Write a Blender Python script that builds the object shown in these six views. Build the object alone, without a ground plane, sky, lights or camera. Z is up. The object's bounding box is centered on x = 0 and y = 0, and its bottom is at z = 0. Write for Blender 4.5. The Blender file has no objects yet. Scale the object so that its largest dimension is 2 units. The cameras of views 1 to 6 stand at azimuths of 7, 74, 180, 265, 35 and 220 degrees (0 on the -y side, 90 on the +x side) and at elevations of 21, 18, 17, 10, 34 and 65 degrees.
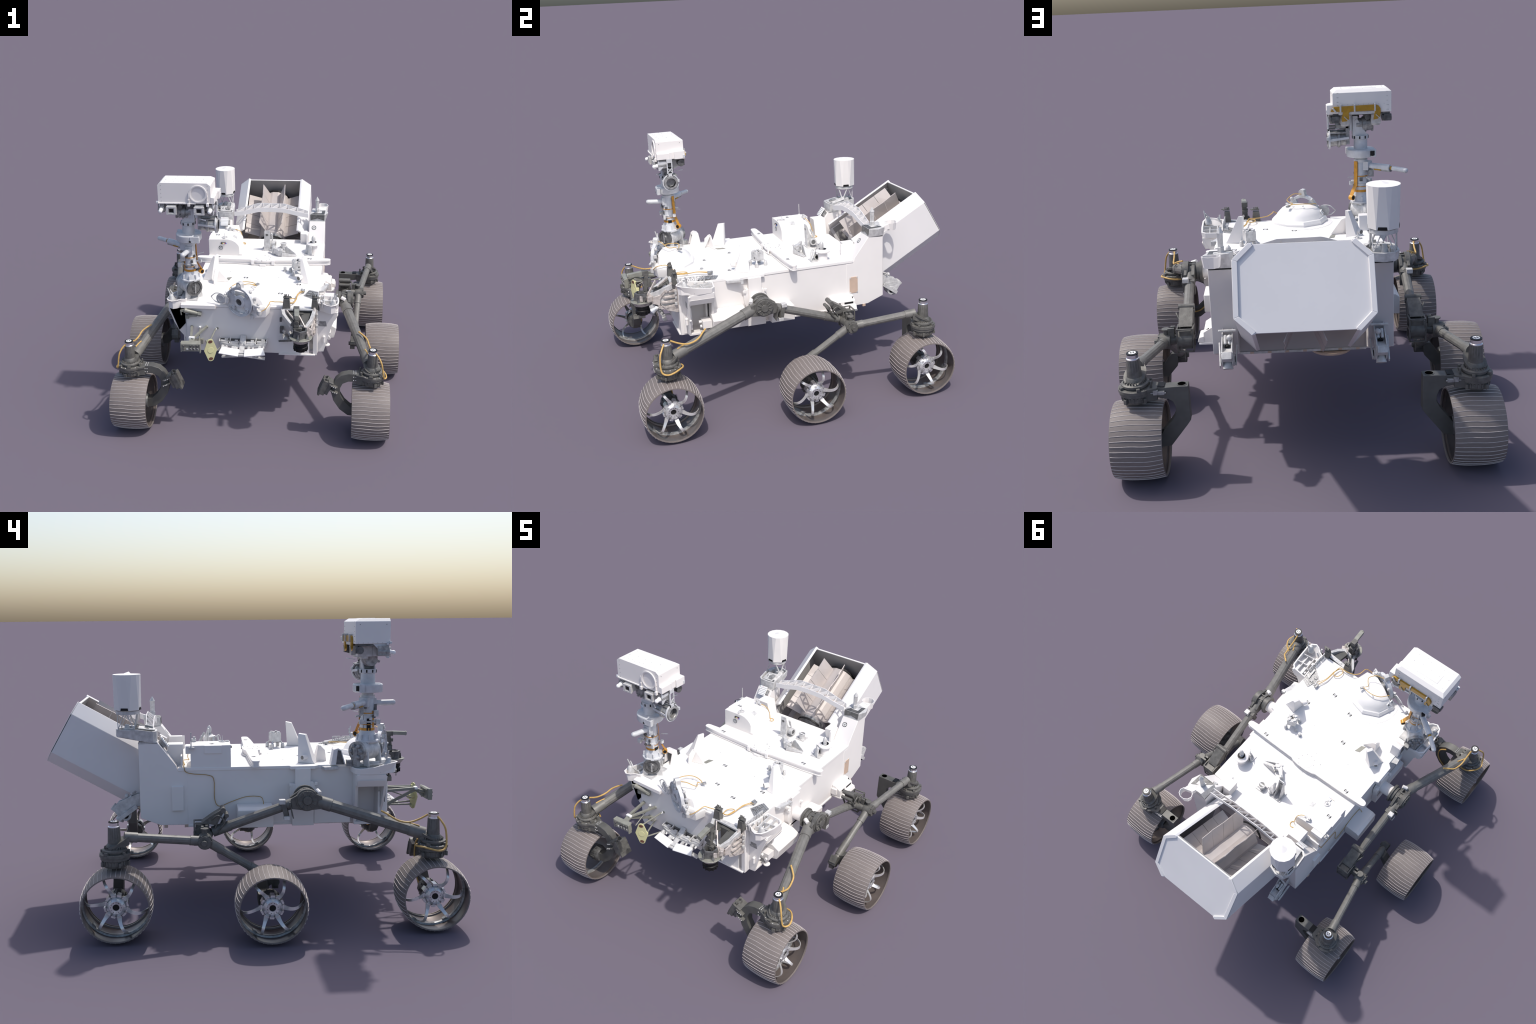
import bpy, bmesh, math, random
from math import sin, cos, pi, radians, atan2, sqrt
from mathutils import Vector, Matrix

V = Vector
random.seed(7)

# ------------------------------------------------------------------ materials
def mat(name, col, rough=0.5, metal=0.0, var=0.06, scale=14.0, bump=0.0, bscale=120.0, streak=None):
    m = bpy.data.materials.new(name)
    m.use_nodes = True
    nt = m.node_tree
    N, L = nt.nodes, nt.links
    b = N["Principled BSDF"]
    b.inputs["Roughness"].default_value = rough
    b.inputs["Metallic"].default_value = metal
    tc = N.new("ShaderNodeTexCoord")
    mp = N.new("ShaderNodeMapping")
    L.new(tc.outputs["Object"], mp.inputs["Vector"])
    if streak:
        mp.inputs["Scale"].default_value = streak
    nz = N.new("ShaderNodeTexNoise")
    nz.inputs["Scale"].default_value = scale
    nz.inputs["Detail"].default_value = 5
    L.new(mp.outputs["Vector"], nz.inputs["Vector"])
    cr = N.new("ShaderNodeValToRGB")
    cr.color_ramp.elements[0].position = 0.3
    cr.color_ramp.elements[1].position = 0.7
    lo = [max(0, c * (1 - var)) for c in col]
    hi = [min(1, c * (1 + var)) for c in col]
    cr.color_ramp.elements[0].color = (*lo, 1)
    cr.color_ramp.elements[1].color = (*hi, 1)
    L.new(nz.outputs["Fac"], cr.inputs["Fac"])
    L.new(cr.outputs["Color"], b.inputs["Base Color"])
    if bump > 0:
        n2 = N.new("ShaderNodeTexNoise")
        n2.inputs["Scale"].default_value = bscale
        n2.inputs["Detail"].default_value = 4
        L.new(mp.outputs["Vector"], n2.inputs["Vector"])
        bp = N.new("ShaderNodeBump")
        bp.inputs["Strength"].default_value = bump
        bp.inputs["Distance"].default_value = 0.002
        L.new(n2.outputs["Fac"], bp.inputs["Height"])
        L.new(bp.outputs["Normal"], b.inputs["Normal"])
    return m

WHITE = mat("white_paint", (0.815, 0.785, 0.765), 0.5, 0, 0.025, 6)
DECKW = mat("white_deck_paint", (0.85, 0.83, 0.81), 0.5, 0, 0.02, 6)
PANEL = mat("pale_panel", (0.80, 0.78, 0.775), 0.45, 0, 0.02, 5)
OFFW = mat("off_white_part", (0.57, 0.565, 0.56), 0.45, 0.1, 0.20, 45)
MASTG = mat("pale_grey_mast", (0.60, 0.61, 0.63), 0.45, 0.1, 0.12, 30)
MECH = mat("mechanism_grey", (0.33, 0.33, 0.33), 0.42, 0.4, 0.35, 60, 0.4, 200)
MECHD = mat("mechanism_dark_grey", (0.13, 0.13, 0.13), 0.45, 0.4, 0.4, 50, 0.4, 200)
GRAPH = mat("graphite_tube", (0.170, 0.166, 0.155), 0.5, 0.1, 0.15, 40)
GRAPHD = mat("graphite_joint", (0.125, 0.122, 0.113), 0.5, 0.15, 0.25, 45, 0.3, 150)
GRAPHX = mat("graphite_fork", (0.108, 0.107, 0.100), 0.5, 0.1, 0.12, 25)
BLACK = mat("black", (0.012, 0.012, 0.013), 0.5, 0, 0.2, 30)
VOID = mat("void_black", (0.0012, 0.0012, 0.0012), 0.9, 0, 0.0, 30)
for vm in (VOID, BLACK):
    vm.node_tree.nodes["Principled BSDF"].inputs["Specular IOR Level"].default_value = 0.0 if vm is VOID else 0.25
SKIN = mat("wheel_aluminium", (0.195, 0.168, 0.158), 0.6, 0.0, 0.08, 30, 0.1, 90, (1, 6, 6))
SKININ = mat("wheel_inner_aluminium", (0.165, 0.138, 0.128), 0.36, 0.35, 0.12, 18)
CLEAT = mat("worn_tread_edge", (0.52, 0.475, 0.465), 0.5, 0.0, 0.12, 60)
TITAN = mat("titanium_spoke", (0.74, 0.73, 0.72), 0.28, 0.55, 0.06, 20)
SILVER = mat("bright_silver", (0.78, 0.78, 0.79), 0.22, 0.9, 0.12, 40)
HUBM = mat("hub_silver", (0.66, 0.66, 0.67), 0.3, 0.6, 0.2, 70)
CABLE = mat("amber_cable", (0.58, 0.37, 0.12), 0.5, 0, 0.12, 80)
CABLED = mat("tan_cable", (0.42, 0.27, 0.09), 0.55, 0, 0.15, 80)
KAPTON = mat("amber_film", (0.42, 0.235, 0.02), 0.35, 0.15, 0.15, 60)
KAPTOND = mat("orange_film", (0.62, 0.29, 0.035), 0.35, 0.1, 0.15, 60)
FINM = mat("fin_grey", (0.52, 0.475, 0.455), 0.42, 0.1, 0.06, 12)
INNER = mat("shroud_inside_grey", (0.34, 0.33, 0.32), 0.6, 0, 0.08, 10)
PALEY = mat("pale_yellow", (0.62, 0.60, 0.33), 0.5, 0, 0.04, 20)
BROWN = mat("brown_spot", (0.13, 0.055, 0.035), 0.6, 0, 0.15, 60)
BEIGE = mat("beige_plate", (0.56, 0.42, 0.33), 0.55, 0, 0.06, 25)
OLIVE = mat("olive_grey", (0.26, 0.26, 0.225), 0.45, 0.1, 0.12, 40)
GREYW = mat("shade_darkened_white", (0.60, 0.565, 0.56), 0.55, 0, 0.03, 6)  # body white darkened to the tone of the columns' sunless rear faces
GREYR = mat("rear_wall_shade_tint", (0.40, 0.375, 0.375), 0.55, 0, 0.04, 6)  # white wall tinted down further for the shade beneath the generator
TAUPE = mat("taupe_frame", (0.50, 0.455, 0.43), 0.45, 0.1, 0.30, 60)
MARKB = mat("mark_black", (0.012, 0.012, 0.013), 0.5, 0, 0.1, 30)
MARKW = mat("mark_white", (0.85, 0.85, 0.85), 0.5, 0, 0.02, 30)
RIVET = mat("rivet_grey", (0.25, 0.25, 0.26), 0.4, 0.4, 0.1, 30)
RED = mat("swatch_red", (0.5, 0.06, 0.05)); YEL = mat("swatch_yellow", (0.6, 0.45, 0.1))
BLU = mat("swatch_blue", (0.06, 0.16, 0.55)); GRN = mat("swatch_green", (0.15, 0.3, 0.14))

# ------------------------------------------------------------------ part builder
root = bpy.data.objects.new("planetary_rover", None)
bpy.context.scene.collection.objects.link(root)
root["label"] = "six-wheeled white robotic rover with camera mast and rear generator"
root["category"] = "planetary rover"
WORLD = {root.name: V((0, 0, 0))}


def frame(axis):
    z = V(axis).normalized()
    a = V((0, 0, 1)) if abs(z.z) < 0.9 else V((1, 0, 0))
    x = a.cross(z).normalized()
    return x, z.cross(x), z


class P:
    """Collects primitives given in world coordinates into one named mesh part."""

    def __init__(s, name, material, parent=None, origin=(0, 0, 0), bevel=0.0, kind=None, smooth=32):
        s.name, s.m, s.parent, s.o = name, material, parent or root, V(origin)
        s.bevel, s.kind, s.smooth = bevel, kind, smooth
        s.bm = bmesh.new()

    def face(s, pts):
        return s.bm.faces.new([s.bm.verts.new(V(p)) for p in pts])

    def prism(s, pts, vec):
        """polygon of 3D points swept along vec, closed"""
        pts = [V(p) for p in pts]; vec = V(vec)
        n = V((0, 0, 0))
        for i in range(len(pts)):
            n += pts[i].cross(pts[(i + 1) % len(pts)])
        if n.dot(vec) > 0:
            pts.reverse()
        a = [s.bm.verts.new(p) for p in pts]
        b = [s.bm.verts.new(p + vec) for p in pts]
        s.bm.faces.new(a)
        s.bm.faces.new(b[::-1])
        k = len(a)
        for i in range(k):
            s.bm.faces.new([a[(i + 1) % k], a[i], b[i], b[(i + 1) % k]])
        return s

    def box(s, c, size, rot=None):
        c = V(c); h = V(size) * 0.5
        R = rot if rot else Matrix.Identity(3)
        p = [c + R @ V((sx * h.x, sy * h.y, -h.z)) for sx, sy in ((-1, -1), (1, -1), (1, 1), (-1, 1))]
        return s.prism(p, R @ V((0, 0, size[2])))

    def bb(s, x0, x1, y0, y1, z0, z1):
        return s.box(((x0 + x1) / 2, (y0 + y1) / 2, (z0 + z1) / 2), (abs(x1 - x0), abs(y1 - y0), abs(z1 - z0)))

    def cyl(s, p0, p1, r, r2=None, n=24, cap=True, ph=0.0):
        p0, p1 = V(p0), V(p1); r2 = r if r2 is None else r2
        x, y, z = frame(p1 - p0)
        A = [s.bm.verts.new(p0 + (x * cos(ph + 2 * pi * i / n) + y * sin(ph + 2 * pi * i / n)) * r) for i in range(n)]
        B = [s.bm.verts.new(p1 + (x * cos(ph + 2 * pi * i / n) + y * sin(ph + 2 * pi * i / n)) * r2) for i in range(n)]
        for i in range(n):
            s.bm.faces.new([A[i], A[(i + 1) % n], B[(i + 1) % n], B[i]])
        if cap:
            s.bm.faces.new(A[::-1]); s.bm.faces.new(B)
        return s

    def lathe(s, prof, p0, axis, n=32, closed=False, ph=0.0):
        """prof: (radius, height along axis) pairs"""
        p0 = V(p0); x, y, z = frame(axis)
        rings = []
        for r, h in prof:
            if r < 1e-6:
                rings.append([s.bm.verts.new(p0 + z * h)])
            else:
                rings.append([s.bm.verts.new(p0 + z * h + (x * cos(ph + 2 * pi * i / n) + y * sin(ph + 2 * pi * i / n)) * r) for i in range(n)])
        m = len(rings)
        for k in range(m if closed else m - 1):
            A, B = rings[k], rings[(k + 1) % m]
            for i in range(n):
                j = (i + 1) % n
                if len(A) == 1 and len(B) == 1: continue
                if len(A) == 1: f = [A[0], B[j], B[i]]
                elif len(B) == 1: f = [A[i], A[j], B[0]]
                else: f = [A[i], A[j], B[j], B[i]]
                s.bm.faces.new(f)
        return s

    def ring(s, p0, p1, ro, ri, n=28, ph=0.0):
        h = (V(p1) - V(p0)).length
        return s.lathe([(ri, 0), (ro, 0), (ro, h), (ri, h)], p0, V(p1) - V(p0), n, True, ph)

    def ball(s, c, r, n=14):
        pr = [(r * sin(pi * k / 8), -r * cos(pi * k / 8)) for k in range(9)]
        pr[0] = (0, -r); pr[-1] = (0, r)
        return s.lathe(pr, c, (0, 0, 1), n)

    def sweep(s, pts, r, n=8, smooth=True, sub=5, flat=None):
        """tube along points; r float or list; flat=(w,t) gives a rectangular strip"""
        pts = [V(p) for p in pts]
        if smooth and len(pts) > 2:
            q = []
            for i in range(len(pts) - 1):
                a, b = pts[i], pts[i + 1]
                p = pts[i - 1] if i else a - (b - a)
                d = pts[i + 2] if i + 2 < len(pts) else b + (b - a)
                for k in range(sub):
                    t = k / sub
                    q.append(0.5 * ((2 * a) + (b - p) * t + (2 * p - 5 * a + 4 * b - d) * t * t + (3 * a - p - 3 * b + d) * t ** 3))
            q.append(pts[-1]); pts = q
        prev = None; rings = []
        for i, p in enumerate(pts):
            t = (pts[min(i + 1, len(pts) - 1)] - pts[max(i - 1, 0)])
            if t.length < 1e-9: t = V((0, 0, 1))
            t.normalize()
            if prev is None:
                x = frame(t)[0]
            else:
                x = prev - t * prev.dot(t); x.normalize()
            prev = x; y = t.cross(x)
            rr = r if not isinstance(r, (list, tuple)) else r[0] + (r[1] - r[0]) * i / (len(pts) - 1)
            rings.append([s.bm.verts.new(p + (x * cos(2 * pi * k / n) + y * sin(2 * pi * k / n)) * rr) for k in range(n)])
        for A, B in zip(rings, rings[1:]):
            for k in range(n):
                s.bm.faces.new([A[k], A[(k + 1) % n], B[(k + 1) % n], B[k]])
        s.bm.faces.new(rings[0][::-1]); s.bm.faces.new(rings[-1])
        return s

    def strip(s, pts, side, w, t):
        """flat strap: centre points, width along side vector, thickness t"""
        pts = [V(p) for p in pts]; side = V(side).normalized(); q = []
        for i, p in enumerate(pts):
            d = (pts[min(i + 1, len(pts) - 1)] - pts[max(i - 1, 0)]).normalized()
            n = d.cross(side).normalized()
            ww = w if not isinstance(w, (list, tuple)) else w[0] + (w[1] - w[0]) * i / (len(pts) - 1)
            q.append([s.bm.verts.new(p + side * a * ww / 2 + n * b * t / 2) for a, b in ((-1, -1), (1, -1), (1, 1), (-1, 1))])
        for A, B in zip(q, q[1:]):
            for k in range(4):
                s.bm.faces.new([A[k], A[(k + 1) % 4], B[(k + 1) % 4], B[k]])
        s.bm.faces.new(q[0][::-1]); s.bm.faces.new(q[-1])
        return s

    def beam(s, p0, p1, w, h, up=(0, 0, 1)):
        p0, p1 = V(p0), V(p1); z = (p1 - p0).normalized()
        x = V(up).cross(z)
        if x.length < 1e-4: x = V((1, 0, 0)).cross(z)
        x.normalize(); y = z.cross(x)
        return s.prism([p0 + x * a * w / 2 + y * b * h / 2 for a, b in ((-1, -1), (1, -1), (1, 1), (-1, 1))], p1 - p0)

    def loft(s, rings, cap=True):
        R = [[s.bm.verts.new(V(p)) for p in r] for r in rings]
        n = len(R[0])
        for A, B in zip(R, R[1:]):
            for k in range(n):
                s.bm.faces.new([A[k], A[(k + 1) % n], B[(k + 1) % n], B[k]])
        if cap:
            s.bm.faces.new(R[0][::-1]); s.bm.faces.new(R[-1])
        return s

    def mesh(s):
        bmesh.ops.recalc_face_normals(s.bm, faces=s.bm.faces)
        if s.o.length > 0:
            bmesh.ops.translate(s.bm, verts=s.bm.verts, vec=-s.o)
        me = bpy.data.meshes.new(s.name)
        s.bm.to_mesh(me); s.bm.free()
        me.materials.append(s.m)
        if s.smooth:
            me.polygons.foreach_set("use_smooth", [True] * len(me.polygons))
            me.set_sharp_from_angle(angle=radians(s.smooth))
        return me

    def done(s):
        ob = add(s.name, s.mesh(), s.parent, s.o)
        if s.bevel:
            b = ob.modifiers.new("round_edges", "BEVEL")
            b.width = s.bevel; b.segments = 2; b.limit_method = "ANGLE"; b.angle_limit = radians(40)
            b.harden_normals = False
        if s.kind: ob["kind"] = s.kind
        return ob


def add(name, me, parent, origin, rot=None):
    ob = bpy.data.objects.new(name, me)
    bpy.context.scene.collection.objects.link(ob)
    ob.parent = parent
    ob.location = V(origin) - WORLD.get(parent.name, V((0, 0, 0)))
    if rot: ob.rotation_euler = rot
    WORLD[ob.name] = V(origin)
    return ob


def mx(p, sx):
    return V((p[0] * sx, p[1], p[2]))


def ctr(pts, closed=False):
    return [V(p) for p in pts]


# ------------------------------------------------------------------ fiducial marks
def marks(parent, places, r=0.0136, style="band"):
    """round black-and-white targets: (centre, normal, up)"""
    b = P("target_disc", MARKB, parent, kind="stuff")
    w = P("target_face", MARKW, parent, kind="stuff")
    k = P("target_square", MARKB, parent, kind="stuff")
    for c, n, u in places:
        c = V(c); n = V(n).normalized(); u = V(u); u = (u - n * u.dot(n)).normalized(); x = u.cross(n)
        b.cyl(c - n * 0.002, c + n * 0.0008, r, n=28)
        if style == "window":
            for ii, jj in ((-1, -1), (1, -1), (1, 1), (-1, 1)):
                q = c + x * ii * 0.27 * r + u * jj * 0.29 * r
                w.prism([q + x * i * 0.19 * r + u * j * 0.20 * r for i, j in ((-1, -1), (1, -1), (1, 1), (-1, 1))], n * 0.0015)
            for ii in (-1, 1):
                q = c + x * ii * 0.66 * r
                w.prism([q + x * i * 0.09 * r + u * j * 0.40 * r for i, j in ((-1, -1), (1, -1), (1, 1), (-1, 1))], n * 0.0015)
                q = c + u * ii * 0.68 * r
                w.prism([q + x * i * 0.36 * r + u * j * 0.08 * r for i, j in ((-1, -1), (1, -1), (1, 1), (-1, 1))], n * 0.0015)
            continue
        lim, rad = (0.50, 1.0) if style == "band" else (0.80, 0.82)
        poly = []
        for i in range(32):
            a = 2 * pi * i / 32
            poly.append(c + x * max(-lim, min(lim, cos(a) * rad)) * r + u * sin(a) * rad * r)
        w.prism(poly, n * 0.0014)
        for a, d in ((-1, -1), (1, -1), (1, 1), (-1, 1)):
            q = c + x * a * 0.22 * r + u * d * 0.27 * r
            k.prism([q + x * i * 0.14 * r + u * j * 0.16 * r for i, j in ((-1, -1), (1, -1), (1, 1), (-1, 1))], n * 0.0019)
    b.done(); w.done(); k.done()


# ================================================================== WHEELS
RW = 0.165


def skin_r(x):
    return RW - 0.0105 * (abs(x) / 0.105) ** 2.6


def build_wheel_meshes():
    xs = [-0.105 + 0.21 * i / 14 for i in range(15)]
    sk = P("wheel", SKIN, smooth=40)
    outer = [(skin_r(x), x) for x in xs]
    sk.lathe(outer + [(skin_r(0.105) - 0.0055, 0.105), (skin_r(0.105) - 0.0055, 0.098)], (0, 0, 0), (1, 0, 0), 64)
    sk.lathe([(skin_r(-0.105) - 0.0055, -0.098), (skin_r(-0.105) - 0.0055, -0.105), (skin_r(-0.105), -0.105)], (0, 0, 0), (1, 0, 0), 64)
    inn = P("wheel_lining", SKININ, smooth=40)
    inn.lathe([(skin_r(x) - 0.0045 - (0.001 if abs(x) > 0.09 else 0), x) for x in [-0.0985 + 0.197 * i / 12 for i in range(13)]], (0, 0, 0), (1, 0, 0), 64)
    # stiffening hoop the spokes bolt to
    
    inn.lathe([(0.1555, -0.080), (0.149, -0.083), (0.149, -0.089), (0.1555, -0.092)], (0, 0, 0), (1, 0, 0), 64)
    tr = P("tread_ridge", CLEAT, smooth=50)
    for k in range(48):
        a0 = 2 * pi * k / 48
        prev = None
        secs = []
        for i in range(17):
            x = -0.1035 + 0.207 * i / 16
            a = a0 + 0.010 * sin(pi * x / 0.105) + 0.0025 * sin(2 * pi * x / 0.105 + 0.6) - 0.05 * x
            r = skin_r(x)
            h = 0.0016; w = 0.0010 / RW
            sec = []
            for da, rr in ((-w * 1.4, r - 0.001), (-w * 0.6, r + h), (w * 0.6, r + h), (w * 1.4, r - 0.001)):
                sec.append((x, rr * cos(a + da), rr * sin(a + da)))
            secs.append(sec)
        tr.loft(secs)
    hoop = P("spoke_hoop", MECH, smooth=40)
    hoop.lathe([(0.1605, 0.012), (0.1525, 0.009), (0.1505, 0.004), (0.1505, -0.004), (0.1525, -0.009), (0.1605, -0.012)], (0, 0, 0), (1, 0, 0), 64)
    for k in range(6):
        a = pi * k / 3
        hoop.box((0.0, 0.1475 * cos(a), 0.1475 * sin(a)), (0.020, 0.008, 0.018), Matrix.Rotation(a, 3, "X"))
    hub = P("hub", HUBM, smooth=30)
    hub.lathe([(0.0155, 0.046), (0.0155, 0.064), (0.030, 0.066), (0.040, 0.061), (0.049, 0.050), (0.049, 0.020), (0.030, 0.010)], (0, 0, 0), (1, 0, 0), 12)
    for k in range(6):
        a = 2 * pi * (k + 0.5) / 6
        d = V((0, cos(a), sin(a))); t = V((0, -sin(a), cos(a)))
        hub.prism([d * 0.047 + t * 0.011 + V((0.012, 0, 0)), d * 0.056 + t * 0.009 + V((0.012, 0, 0)), d * 0.056 - t * 0.009 + V((0.012, 0, 0)), d * 0.047 - t * 0.011 + V((0.012, 0, 0))], (0.041, 0, 0))
        hub.prism([d * 0.033 + t * 0.006 + V((0.058, 0, 0)), d * 0.042 + t * 0.007 + V((0.056, 0, 0)), d * 0.042 - t * 0.007 + V((0.056, 0, 0)), d * 0.033 - t * 0.006 + V((0.058, 0, 0))], (0.008, 0, 0))
        a = 2 * pi * k / 6
        d = V((0, cos(a), sin(a)))
        hub.prism([d * 0.040 + V((0, -sin(a), cos(a))) * w + V((0.028, 0, 0)) for w in (-0.012, 0.012)] + [d * 0.054 + V((0, -sin(a), cos(a))) * w + V((0.028, 0, 0)) for w in (0.010, -0.010)], (0.022, 0, 0))
    hole = P("hub_bore", BLACK)
    hole.cyl((0.03, 0, 0), (0.0585, 0, 0), 0.0152, n=24)
    for k in range(12):
        a = 2 * pi * (k + 0.5) / 12
        c = V((0.0, cos(a) * 0.0245, sin(a) * 0.0245))
        hole.cyl(c + V((0.06, 0, 0)), c + V((0.0667, 0, 0)), 0.0014 if k % 2 else 0.0019, n=8)
        c2 = V((0.0, cos(a) * 0.045, sin(a) * 0.045))
        hole.box(c2 + V((0.055, 0, 0)), (0.003, 0.0022, 0.0022))
    drv = P("wheel_drive", MECHD, smooth=30)
    drv.lathe([(0.0, -0.088), (0.040, -0.088), (0.046, -0.075), (0.046, -0.02), (0.040, 0.0), (0.046, 0.012), (0.030, 0.022), (0, 0.022)], (0, 0, 0), (1, 0, 0), 20)
    for k in range(10):
        a = 2 * pi * k / 10
        drv.box((-0.05, 0.047 * cos(a), 0.047 * sin(a)), (0.03, 0.006, 0.006), Matrix.Rotation(a, 3, "X"))
    sp = P("spoke", TITAN, smooth=60)
    # flexure: leaves the hub, bows outward and comes back to the hoop
    path = []
    for i in range(15):
        t = i / 14
        r = 0.046 + 0.104 * (1 - (1 - t) ** 1.6)
        x = 0.036 + 0.056 * sin(pi * min(1, t * 1.05) ** 0.85) - 0.036 * t ** 2.2
        a = 0.24 * sin(pi * t * 0.9) * t
        path.append((x, r, a, t))
    secs = []
    for i, (x, r, a, t) in enumerate(path):
        x2, r2 = path[min(i + 1, 14)][:2]; x1, r1 = path[max(i - 1, 0)][:2]
        d = V((x2 - x1, r2 - r1, 0)).normalized(); n = V((-d.y, d.x, 0))
        w = 0.0085 - 0.0040 * t + (0.004 * (1 - t * 6) if t < 1 / 6 else 0); th = 0.0021
        sec = []
        for sa, sb in ((-1, -1), (1, -1), (1, 1), (-1, 1)):
            p = V((x, r, 0)) + n * sb * th + V((0, 0, sa * w))
            sec.append((p.x, p.y * cos(a) - p.z * sin(a), p.y * sin(a) + p.z * cos(a)))
        secs.append(sec)
    sp.loft(secs)
    return {k: p.mesh() for k, p in dict(spoke_hoop=hoop, wheel=sk, wheel_lining=inn, tread_ridge=tr, hub=hub, hub_bore=hole, wheel_drive=drv, spoke=sp).items()}


WM = build_wheel_meshes()
for sx, cx, cy, phase in ((1, 0.686, -0.835, 45), (1, 0.768, -0.069, 6), (1, 0.686, 0.632, 40), (-1, 0.686, -0.835, 3), (-1, 0.768, -0.069, 2), (-1, 0.686, 0.632, 137)):
    c = V((sx * cx, cy, RW + 0.002))
    w = add("wheel", WM["wheel"], root, c)
    w.rotation_euler = (0, 0, 0 if sx > 0 else pi)
    spin = radians(phase) if sx > 0 else radians(180 - phase)
    for nm in ("spoke_hoop", "wheel_lining", "tread_ridge", "hub", "hub_bore", "wheel_drive"):
        o = bpy.data.objects.new(nm, WM[nm]); bpy.context.scene.collection.objects.link(o)
        o.parent = w; o.rotation_euler = (spin if nm != "wheel_drive" else 0, 0, 0)
        if nm == "tread_ridge": o["kind"] = "stuff"
    for k in range(6):
        o = bpy.data.objects.new("spoke", WM["spoke"]); bpy.context.scene.collection.objects.link(o)
        o.parent = w; o.rotation_euler = (spin - pi / 2 + pi * 0.5 + k * pi / 3 + 0.0, 0, 0)

# ================================================================== SUSPENSION
for sx in (1, -1):
    S = lambda x, y, z: V((sx * x, y, z))
    # rocker arm: front tube, pivot block and rear tube
    t = P("rocker_arm", GRAPH, smooth=24)
    A, B = S(0.533, -0.330, 0.580), S(0.664, -0.782, 0.452)
    t.cyl(A, B, 0.0285, n=12, ph=0.26)
    d = (B - A).normalized()
    t.cyl(A - d * 0.03, A + d * 0.055, 0.0315, n=20)
    t.cyl(B - d * 0.055, B + d * 0.02, 0.0305, n=20)
    C, D = S(0.532, -0.195, 0.578), S(0.523, 0.185, 0.448)
    t.cyl(C, D, 0.0228, n=12, ph=0.26)
    d2 = (D - C).normalized()
    t.cyl(C - d2 * 0.03, C + d2 * 0.03, 0.0255, n=20)
    t.cyl(D - d2 * 0.09, D + d2 * 0.0, 0.0255, n=20)
    ro = t.done()
    g = P("rocker_pivot", GRAPHD, ro, bevel=0.0012)
    pc = S(0.0, -0.262, 0.598)
    g.cyl(pc + S(0.470, 0, 0), pc + S(0.484, 0, 0), 0.056, n=28)
    g.cyl(pc + S(0.484, 0, 0), pc + S(0.500, 0, 0), 0.047, n=28)
    g.cyl(pc + S(0.500, 0, 0), pc + S(0.560, 0, 0), 0.040, n=28)
    g.cyl(pc + S(0.540, 0, 0), pc + S(0.566, 0, 0), 0.053, n=32)
    g.cyl(pc + S(0.566, 0, 0), pc + S(0.574, 0, 0), 0.046, n=32)
    g.cyl(pc + S(0.574, 0, 0), pc + S(0.581, 0, 0), 0.021, n=24)
    for k in range(12):
        a = 2 * pi * k / 12
        g.box(pc + S(0.5745, 0.033 * cos(a), 0.033 * sin(a)), (0.006, 0.021, 0.0045), Matrix.Rotation(a, 3, "X"))
    # side cheeks spreading to both tubes
    g.prism([S(0.507, -0.335, 0.553), S(0.507, -0.335, 0.612), S(0.507, -0.29, 0.640), S(0.507, -0.235, 0.640), S(0.507, -0.185, 0.604), S(0.507, -0.190, 0.556), S(0.507, -0.26, 0.552)], S(0.016, 0, 0))
    g.prism([S(0.546, -0.335, 0.553), S(0.546, -0.335, 0.612), S(0.546, -0.29, 0.632), S(0.546, -0.235, 0.632), S(0.546, -0.185, 0.604), S(0.546, -0.190, 0.556), S(0.546, -0.26, 0.546)], S(0.014, 0, 0))
    g.prism([S(0.510, -0.325, 0.555), S(0.510, -0.325, 0.607), S(0.510, -0.295, 0.610), S(0.510, -0.295, 0.550)], S(0.046, 0, 0))
    g.prism([S(0.510, -0.225, 0.556), S(0.510, -0.230, 0.614), S(0.510, -0.195, 0.602), S(0.510, -0.190, 0.558)], S(0.046, 0, 0))
    for k in (-1, 1):
        g.box(S(0.533, -0.262 + k * 0.016, 0.637), (0.05, 0.006, 0.012))
    g.done()
    bb = P("pivot_boss", WHITE, ro)
    bb.cyl(S(0.370, -0.262, 0.598), S(0.472, -0.262, 0.598), 0.036, n=28)
    bb.cyl(S(0.505, -0.318, 0.632), S(0.530, -0.328, 0.622), 0.011, n=10)
    bb.done()
    # strap clip on the rear tube
    cl = P("tube_clip", GRAPHD, ro, bevel=0.001)
    cl.prism([S(0.505, -0.168, 0.590), S(0.562, -0.160, 0.592), S(0.562, -0.176, 0.512), S(0.505, -0.184, 0.515)], (0, 0.022, -0.006))
    cl.prism([S(0.515, -0.186, 0.590), S(0.570, -0.182, 0.590), S(0.570, -0.199, 0.512), S(0.515, -0.2, 0.515)], (0, 0.005, -0.001))
    cl.done()
    cw = P("clip_end", OFFW, ro, bevel=0.002)
    cw.box(S(0.548, -0.145, 0.590), (0.030, 0.030, 0.022)); cw.box(S(0.550, -0.166, 0.512), (0.028, 0.028, 0.020))
    cw.done()
    # differential / bogie coupling: dark open boxes behind the rocker tip
    j = P("bogie_coupling", GRAPHD, ro, bevel=0.0008)
    j.cyl(S(0.505, 0.205, 0.440), S(0.610, 0.222, 0.430), 0.026, n=20)
    j.cyl(S(0.488, 0.235, 0.437), S(0.552, 0.235, 0.437), 0.042, n=24)
    for zz in (0.393, 0.445, 0.497):
        j.box(S(0.519, 0.272, zz), (0.072, 0.007, 0.006)); j.box(S(0.519, 0.205, zz), (0.072, 0.007, 0.006))
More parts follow.
